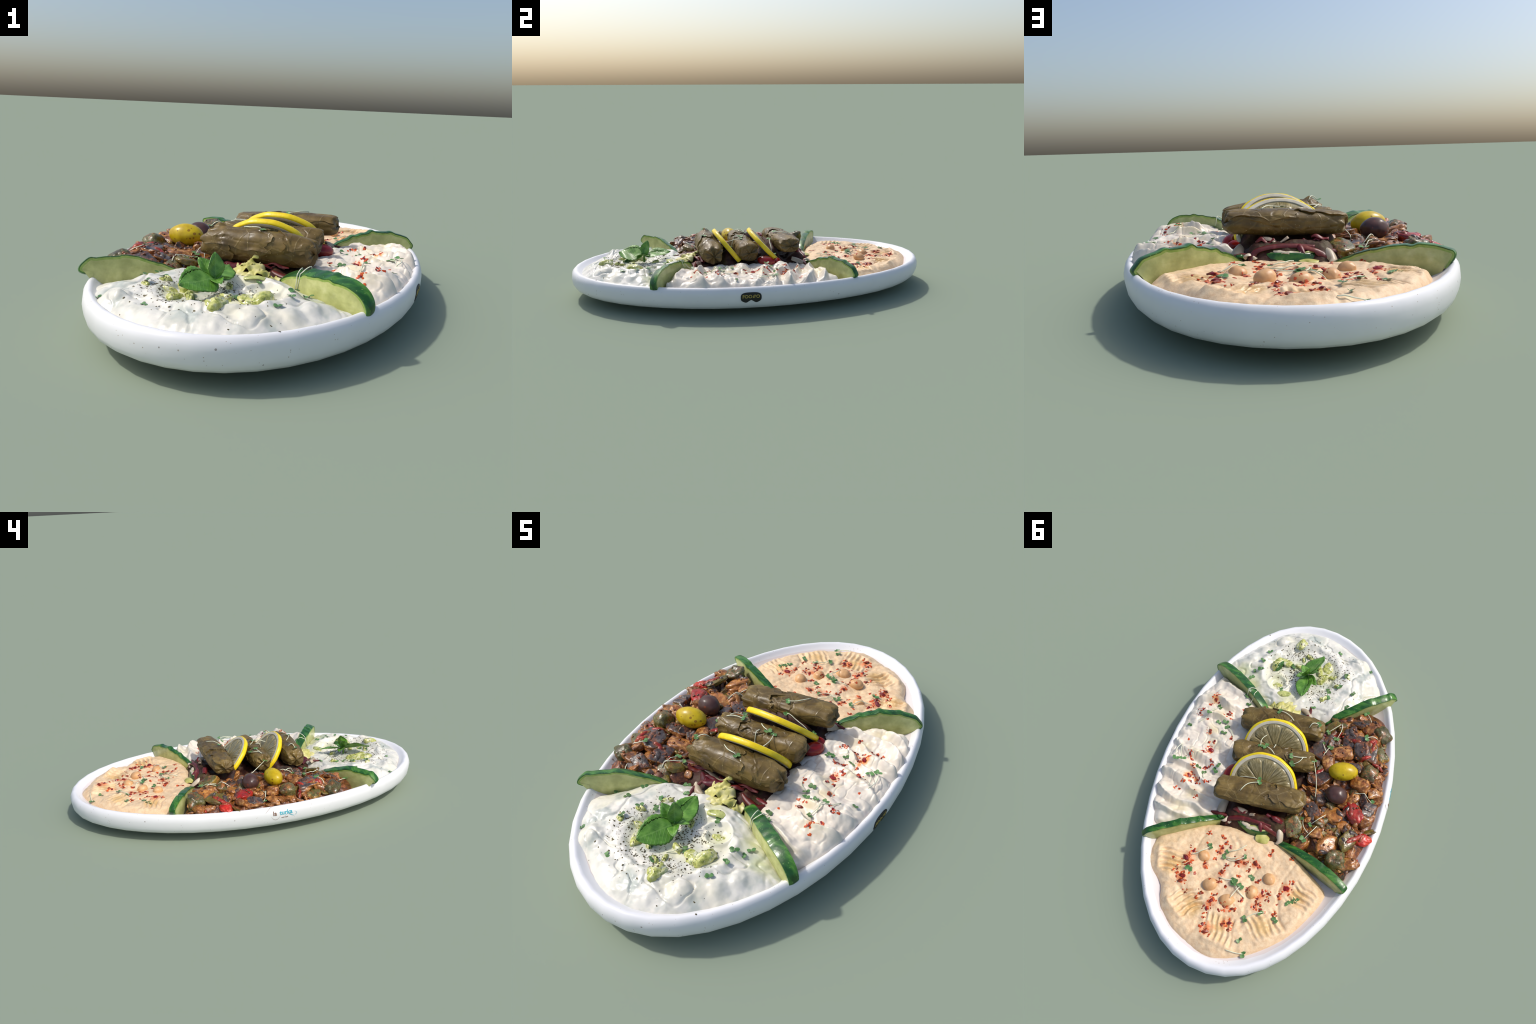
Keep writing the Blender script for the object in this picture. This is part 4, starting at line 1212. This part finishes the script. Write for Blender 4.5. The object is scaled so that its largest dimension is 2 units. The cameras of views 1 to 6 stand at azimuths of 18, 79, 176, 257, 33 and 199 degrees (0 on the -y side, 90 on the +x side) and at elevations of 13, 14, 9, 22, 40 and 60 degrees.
V, F = ellipsoid("", 16, 24, (.03, .024, .02), 18, .06)
obj("tomato_piece", mesh("tomato_piece", V, F, TOMATO), salad, (.185, .125, .185), (0, .15, .4))

# ------------------------------------------------------------------ chickpeas
CP = []
for i in range(3):
    V, F = ellipsoid("", 20, 28, (1, .86, .82), 31 + i, .05)
    V = np.array(V); V[:, 0] += .12 * np.exp(-((V[:, 1]) ** 2 + V[:, 2] ** 2) / .04) * np.sign(V[:, 0]).clip(0)
    CP.append(mesh("chickpea", V, F, CHICKPEA))
for i, (x, y, z, r) in enumerate([(.18, .505, .158, .030), (.105, .629, .166, .034), (-.145, .529, .163, .031), (-.088, .609, .160, .031), (.008, .68, .163, .034)]):
    obj("chickpea", CP[i % 3], hummus, (x, y, z - .006), (rnd.uniform(-.4, .4), rnd.uniform(-.4, .4), rnd.uniform(0, TAU)), (r, r, r))

# ------------------------------------------------------------------ cucumber dice and mint in the cucumber yogurt
DICE = [chunk_mesh("cucumber_chunk", (1, .8, .55), [DICE_FLESH, PEEL] if i == 0 else [DICE_FLESH], 70 + i, 3.2, .2) for i in range(4)]
TZ_CHUNKS = [(.173, -.651, .058), (.135, -.672, .036), (.085, -.803, .042), (-.089, -.702, .038), (-.08, -.617, .040), (-.037, -.699, .030), (-.136, -.649, .030), (.142, -.529, .030), (-.125, -.499, .034), (.065, -.665, .026), (.023, -.749, .028), (.027, -.538, .026), (-.177, -.589, .026), (-.205, -.664, .024), (-.06, -.66, .03), (.05, -.72, .022)]
for i, (x, y, s_) in enumerate(TZ_CHUNKS):
    p, nrm = surface(x, y)
    side = (i * 3 + i // 4) % 4 == 0 or rnd.random() < .5
    obj("cucumber_chunk", DICE[(i * 3 + i // 4) % 4], tzatziki, p - Vector((0, 0, s_ * .16)), (rnd.uniform(1.2, 1.7) if side else rnd.uniform(-.3, .3), rnd.uniform(-.3, .3), rnd.uniform(0, TAU)), (s_ * .8,) * 3)
strip([(.12, -.455, .192), (.09, -.46, .197), (.05, -.47, .19)], .036, .006, CUKE_DICE, "cucumber_chunk", tzatziki, .1, seed=3)

bpy.context.view_layer.update()
def leaf_mesh(name, L, W, mat, fold=.2, droop=.3, n=26, m_=14, serr=.03, thick=.0022):
    """pointed oval leaf along +X with a folded midrib and thickness"""
    V = []
    for s_ in (1, -1):
        for i in range(n + 1):
            u = i / n
            w = W / 2 * (math.sin(math.pi * min(1, u ** .8)) ** .75) * (1 + serr * math.sin(u * 60))
            for j in range(m_ + 1):
                v = -1 + 2 * j / m_
                y = v * w
                z = fold * abs(y) - droop * L * u * u + .02 * L * math.sin(u * 9 + v * 3)
                e = thick / 2 * math.sqrt(max(0, 1 - v * v)) * math.sqrt(max(0.02, 1 - (2 * u - 1) ** 4))
                V.append((u * L, y, z + s_ * e))
    k = (n + 1) * (m_ + 1)
    F = []
    for i in range(n):
        for j in range(m_):
            a, b = i * (m_ + 1) + j, (i + 1) * (m_ + 1) + j
            F.append((a, b, b + 1, a + 1)); F.append((k + a, k + a + 1, k + b + 1, k + b))
    me = mesh(name, V, F, mat)
    bm = bmesh.new(); bm.from_mesh(me); bmesh.ops.remove_doubles(bm, verts=bm.verts, dist=2e-4); bmesh.ops.recalc_face_normals(bm, faces=bm.faces); bm.to_mesh(me); bm.free()
    return me
# ------------------------------------------------------------------ chili flakes
HUMMUS_FLAKES = [(.192, .396, .01), (.124, .397, .01), (.1, .415, .01), (.073, .435, .01), (.122, .468, .012), (.11, .446, .012), (.123, .505, .008), (-.122, .389, .008), (-.115, .412, .011), (.235, .495, .017), (.256, .538, .025), (.237, .566, .019), (.28, .603, .015), (.243, .624, .022), (.24, .647, .022), (.162, .54, .011), (.155, .559, .008), (.192, .6, .004), (.065, .523, .011), (.022, .489, .022), (-.013, .485, .014), (-.062, .476, .021), (-.078, .49, .011), (-.044, .517, .008), (.072, .561, .016), (-.007, .558, .007), (.107, .613, .005), (.069, .607, .011), (-.103, .55, .014), (.205, .692, .011), (.134, .679, .014), (.15, .704, .007), (.031, .619, .005), (.069, .671, .014), (.075, .701, .019), (.082, .743, .016), (.01, .71, .015), (-.028, .709, .015), (.028, .729, .005), (-.068, .607, .012), (-.135, .598, .014), (-.121, .631, .011), (-.162, .596, .014), (-.172, .627, .011), (-.134, .655, .011), (-.054, .662, .01), (-.121, .673, .011), (-.155, .677, .016), (-.217, .675, .014), (-.234, .551, .025), (-.255, .519, .012), (-.212, .595, .011), (.081, .781, .007), (.075, .813, .012), (.051, .841, .021), (-.009, .787, .015), (-.039, .772, .015), (-.046, .798, .008), (-.214, .401, .011), (-.215, .631, .004), (.257, .474, .004), (.183, .446, .004), (.006, .427, .004), (.311, .555, .007)]
CREAM_FLAKES = [(.415, -.32, .015), (.412, -.348, .008), (.434, -.291, .008), (.466, -.22, .015), (.445, -.241, .011), (.416, -.197, .008), (.325, -.257, .019), (.38, -.136, .019), (.26, -.12, .012), (.343, -.077, .008), (.367, -.074, .007), (.34, -.035, .022), (.367, -.005, .01), (.434, .018, .016), (.417, .045, .007), (.313, .032, .01), (.311, .052, .01), (.392, .062, .008), (.389, .086, .008), (.337, .06, .014), (.396, .133, .025), (.341, .147, .014), (.41, .175, .007), (.309, .152, .008), (.287, .145, .008), (.442, .204, .007), (.421, .21, .004), (.337, .207, .005), (.324, .233, .008), (.475, -.064, .004), (.257, -.304, .004), (.302, -.23, .005), (.429, -.367, .003)]
FLAKE = [mesh("chili_flake", *chip(1, .45, 40 + i), [FLAKE_DARK], False) for i in range(8)]
for parent, lst in ((hummus, HUMMUS_FLAKES), (cream, CREAM_FLAKES)):
    S = Soup()
    jobs = []
    for x, y, s_ in lst:
        p, nrm = surface(x, y)
        jobs.append((p, nrm, s_))
        for _ in range(int(3 + s_ * 420)):
            a, r = rnd.uniform(0, TAU), s_ * rnd.uniform(.4, 1.4)
            put_chip(S, x + r * math.cos(a), y + r * math.sin(a), rnd.uniform(.002, .009), .02, rnd.choice([0, 0, 0, 1]), flat=.45)
    for p, nrm, s_ in jobs:
        q = nrm.to_track_quat("Z", "Y").to_euler()
        obj("chili_flake", rnd.choice(FLAKE), parent, p + nrm * s_ * .08, (q.x + rnd.uniform(-.3, .3), q.y + rnd.uniform(-.3, .3), rnd.uniform(0, TAU)), (s_ * .8, s_ * .72, s_ * .6))
    o = obj("chili_crumbs", mesh("chili_crumbs", S.v, S.f, [FLAKE_RED, FLAKE_DARK], False, S.m), parent); o["kind"] = "stuff"

# ------------------------------------------------------------------ dried herb flecks on the cucumber yogurt
S = Soup()
HERB = [(.08, -.75, .09, .05, 150), (.10, -.61, .09, .07, 150), (-.16, -.66, .05, .09, 130), (-.05, -.52, .10, .05, 140), (.02, -.57, .04, .06, 90), (-.06, -.77, .10, .05, 80), (0, -.65, .22, .18, 130), (0, -.68, .3, .2, 60)]
for cx, cy, sx, sy, n in HERB:
    for _ in range(n):
        x, y = rnd.gauss(cx, sx * .6), rnd.gauss(cy, sy * .6)
        if not (-.3 < x < .3 and -.9 < y < -.40): continue
        put_chip(S, x, y, rnd.choice([.0018, .0024, .003, .0044]) * rnd.uniform(.8, 1.2), .1, 0, flat=.5)
o = obj("dried_herb_flecks", mesh("dried_herb_flecks", S.v, S.f, [DRY_HERB], False), tzatziki); o["kind"] = "stuff"

V, F = tube([(.004, -.60, .17), (.0, -.60, .205), (-.003, -.596, .225)], [.006, .005, .003], 8)
sprig = obj("mint_sprig", mesh("mint_sprig", V, F, MINT), tzatziki)
def leaf(base, tip, W, fold, droop, roll_=0.0):
    base, tip = Vector(base), Vector(tip)
    d = tip - base; L = d.length
    q = d.to_track_quat("X", "Z").to_matrix().to_4x4()
    obj("mint_leaf", leaf_mesh("mint_leaf", L, W, MINT, fold, droop), sprig, mat4=Matrix.Translation(base) @ q @ Matrix.Rotation(roll_, 4, "X"))
leaf((.004, -.602, .212), (-.052, -.742, .226), .118, .10, .06, -.55)
leaf((0, -.60, .208), (-.010, -.450, .230), .092, .14, .05, .30)
leaf((0, -.598, .21), (-.010, -.578, .292), .060, .25, .03, .5)
leaf((0, -.598, .21), (-.062, -.590, .272), .055, .35, .04, -.5)
leaf((0, -.60, .206), (.038, -.655, .226), .045, .3, .2, .2)
leaf((-.002, -.598, .206), (-.062, -.545, .228), .046, .3, .2, .3)
leaf((.002, -.60, .204), (.048, -.575, .226), .036, .3, .2, -.3)

# ------------------------------------------------------------------ herb sprouts
def cotyledon(S, base, direction, nrm, R):
    """small heart-shaped leaf with thickness"""
    d = direction.normalized(); s_ = nrm.cross(d).normalized(); u = d.cross(s_)
    n = 14; rings = (.55, 1.0)
    V = [base + d * R]
    c = base + d * R
    top = []
    for sg in (1, -1):
        V.append(c + u * (sg * R * .10))
        for q in rings:
            for j in range(n):
                a = TAU * j / n
                r = R * q * (1 - .35 * math.exp(-(min(a, TAU - a) / .45) ** 2)) * (1 + .1 * abs(math.sin(a)))
                z = R * (.22 * (q * math.sin(a)) ** 2) + (sg * R * .08 if q < 1 else 0)
                V.append(c + d * (r * math.cos(a)) + s_ * (r * math.sin(a)) + u * z)
    V = V[1:]
    h = 1 + 2 * n
    F = []
    for sg, o in ((1, 0), (-1, h)):
        for j in range(n):
            k = (j + 1) % n
            f = [(o, o + 1 + j, o + 1 + k), (o + 1 + j, o + 1 + n + j, o + 1 + n + k, o + 1 + k)]
            F += f if sg > 0 else [tuple(reversed(q)) for q in f]
    for j in range(n):
        k = (j + 1) % n
        F.append((1 + n + j, h + 1 + n + j, h + 1 + n + k, 1 + n + k))
    S.add(V, F, 1)
def sprout(x0, y0, x1, y1, parent, stem=True, lift=.004):
    L = math.hypot(x1 - x0, y1 - y0)
    S = Soup()
    p0, n0 = surface(x0, y0)
    big = stem and L > .035
    d = Vector((x0 - x1, y0 - y1, 0)).normalized()
    if big:
        p1, n1 = surface(x1, y1)
        side = Vector((-d.y, d.x, 0)) * L * rnd.uniform(-.16, .16)
        pts = []
        for i in range(9):
            q = i / 8
            x, y = x1 + (x0 - x1) * q + side.x * math.sin(math.pi * q), y1 + (y0 - y1) * q + side.y * math.sin(math.pi * q)
            ps, _ = surface(x, y)
            z = max(ps.z + .003, p1.z + (p0.z - p1.z) * q + .002) + .004 * math.sin(math.pi * q)
            pts.append((x, y, z + lift * q))
        zz = np.array([p[2] for p in pts]); zz[1:-1] = np.maximum(zz[1:-1], (zz[:-2] + zz[2:]) / 2)
        pts = [(p[0], p[1], float(z)) for p, z in zip(pts, zz)]
        V, F = tube(pts, [.0017, .0019, .002, .002, .002, .0019, .0018, .0016, .0016], 6)
        S.add(V, F, 0)
        top = Vector(pts[-1])
    else:
        V, F = tube([(p0.x, p0.y, p0.z - .004), (p0.x + d.x * .004, p0.y + d.y * .004, p0.z + .005)], [.002, .0016], 6)
        S.add(V, F, 0)
        top = p0 + Vector((0, 0, .004))
    R = rnd.uniform(.0075, .0105)
    side = Vector((-d.y, d.x, 0))
    for sg in (1, -1):
        dr = (d * rnd.uniform(.1, .7) + side * sg + Vector((0, 0, rnd.uniform(-.2, .35)))).normalized()
        cotyledon(S, top, dr, Vector((rnd.uniform(-.35, .35), rnd.uniform(-.35, .35), 1)).normalized(), R * rnd.uniform(.85, 1.1))
    return obj("herb_sprout", mesh("herb_sprout", S.v, S.f, [HERB_STEM, HERB_LEAF], True, S.m), parent)

TZ_SPROUTS = [(.241, -.717, .254, -.739), (.257, -.641, .252, -.668), (.281, -.572, .264, -.581), (.249, -.577, .236, -.547), (.286, -.529, .274, -.512), (.105, -.485, .086, -.494), (-.13, -.549, -.114, -.537), (-.142, -.505, -.115, -.49), (-.127, -.819, -.116, -.799), (-.204, -.659, -.23, -.658), (-.262, -.568, -.245, -.574), (-.084, -.43, -.077, -.444), (-.132, -.368, -.123, -.392), (-.253, -.479, -.264, -.471), (-.349, -.534, -.349, -.519), (-.321, -.758, -.343, -.748), (-.186, -.581, -.201, -.57), (.09, -.66, .04, -.70)]
CREAM_SPROUTS = [(.381, -.284, .449, -.169), (.41, -.222, .397, -.264), (.355, -.192, .365, -.175), (.32, -.21, .321, -.232), (.301, -.175, .258, -.132), (.309, -.143, .309, -.161), (.496, -.14, .498, -.128), (.49, .062, .491, -.027), (.459, .053, .486, -.014), (.366, .078, .359, .062), (.326, .101, .314, .135), (.275, .072, .266, .063), (.264, .052, .254, .055)]
CUKE_SPROUTS = [(.266, -.391, .223, -.439), (.243, -.351, .218, -.441)]
ROLL_SPROUTS = [(.042, -.266, -.037, -.235), (.08, -.063, .071, -.139), (.016, -.106, .015, -.065), (-.082, -.045, -.153, -.06), (-.098, -.01, -.138, -.052), (.159, .116, .152, .101), (.035, .112, .145, .105), (.021, .144, .091, .21), (-.16, -.25, -.12, -.22), (.05, -.06, .0, -.03)]
STEW_SPROUTS = [(-.204, -.294, -.259, -.351), (-.252, -.272, -.258, -.365), (-.191, -.229, -.226, -.168), (-.233, -.209, -.215, -.143), (-.402, -.298, -.451, -.319), (-.364, -.471, -.397, -.421), (-.188, -.066, -.24, .099), (-.502, .025, -.412, .006), (-.212, .2, -.253, .272), (-.253, .223, -.311, .158), (-.243, .306, -.286, .231)]
HUM_SPROUTS = [(.166, .459, .24, .518), (.086, .481, .031, .471), (.079, .458, .003, .402), (-.005, .46, .076, .491), (.225, .589, .226, .601), (-.063, .547, -.052, .565), (-.003, .594, -.065, .647), (-.032, .606, -.007, .671), (.015, .585, .076, .589), (.0, .60, .01, .61), (-.262, .617, -.277, .629), (-.273, .597, -.248, .587), (-.295, .59, -.306, .598), (-.098, .736, -.174, .685), (-.158, .695, -.167, .706), (-.224, .706, -.199, .727), (-.103, .832, -.089, .822), (-.134, .883, -.059, .89)]
bpy.context.view_layer.update()
for parent, lst in ((tzatziki, TZ_SPROUTS), (cream, CREAM_SPROUTS), (cukes[2], CUKE_SPROUTS), (rolls[1], ROLL_SPROUTS), (stew, STEW_SPROUTS), (hummus, HUM_SPROUTS)):
    for s_ in lst:
        o = sprout(*s_, parent=parent)
        if parent.location.length > 0:
            o.matrix_parent_inverse = Matrix.Translation(-parent.location)
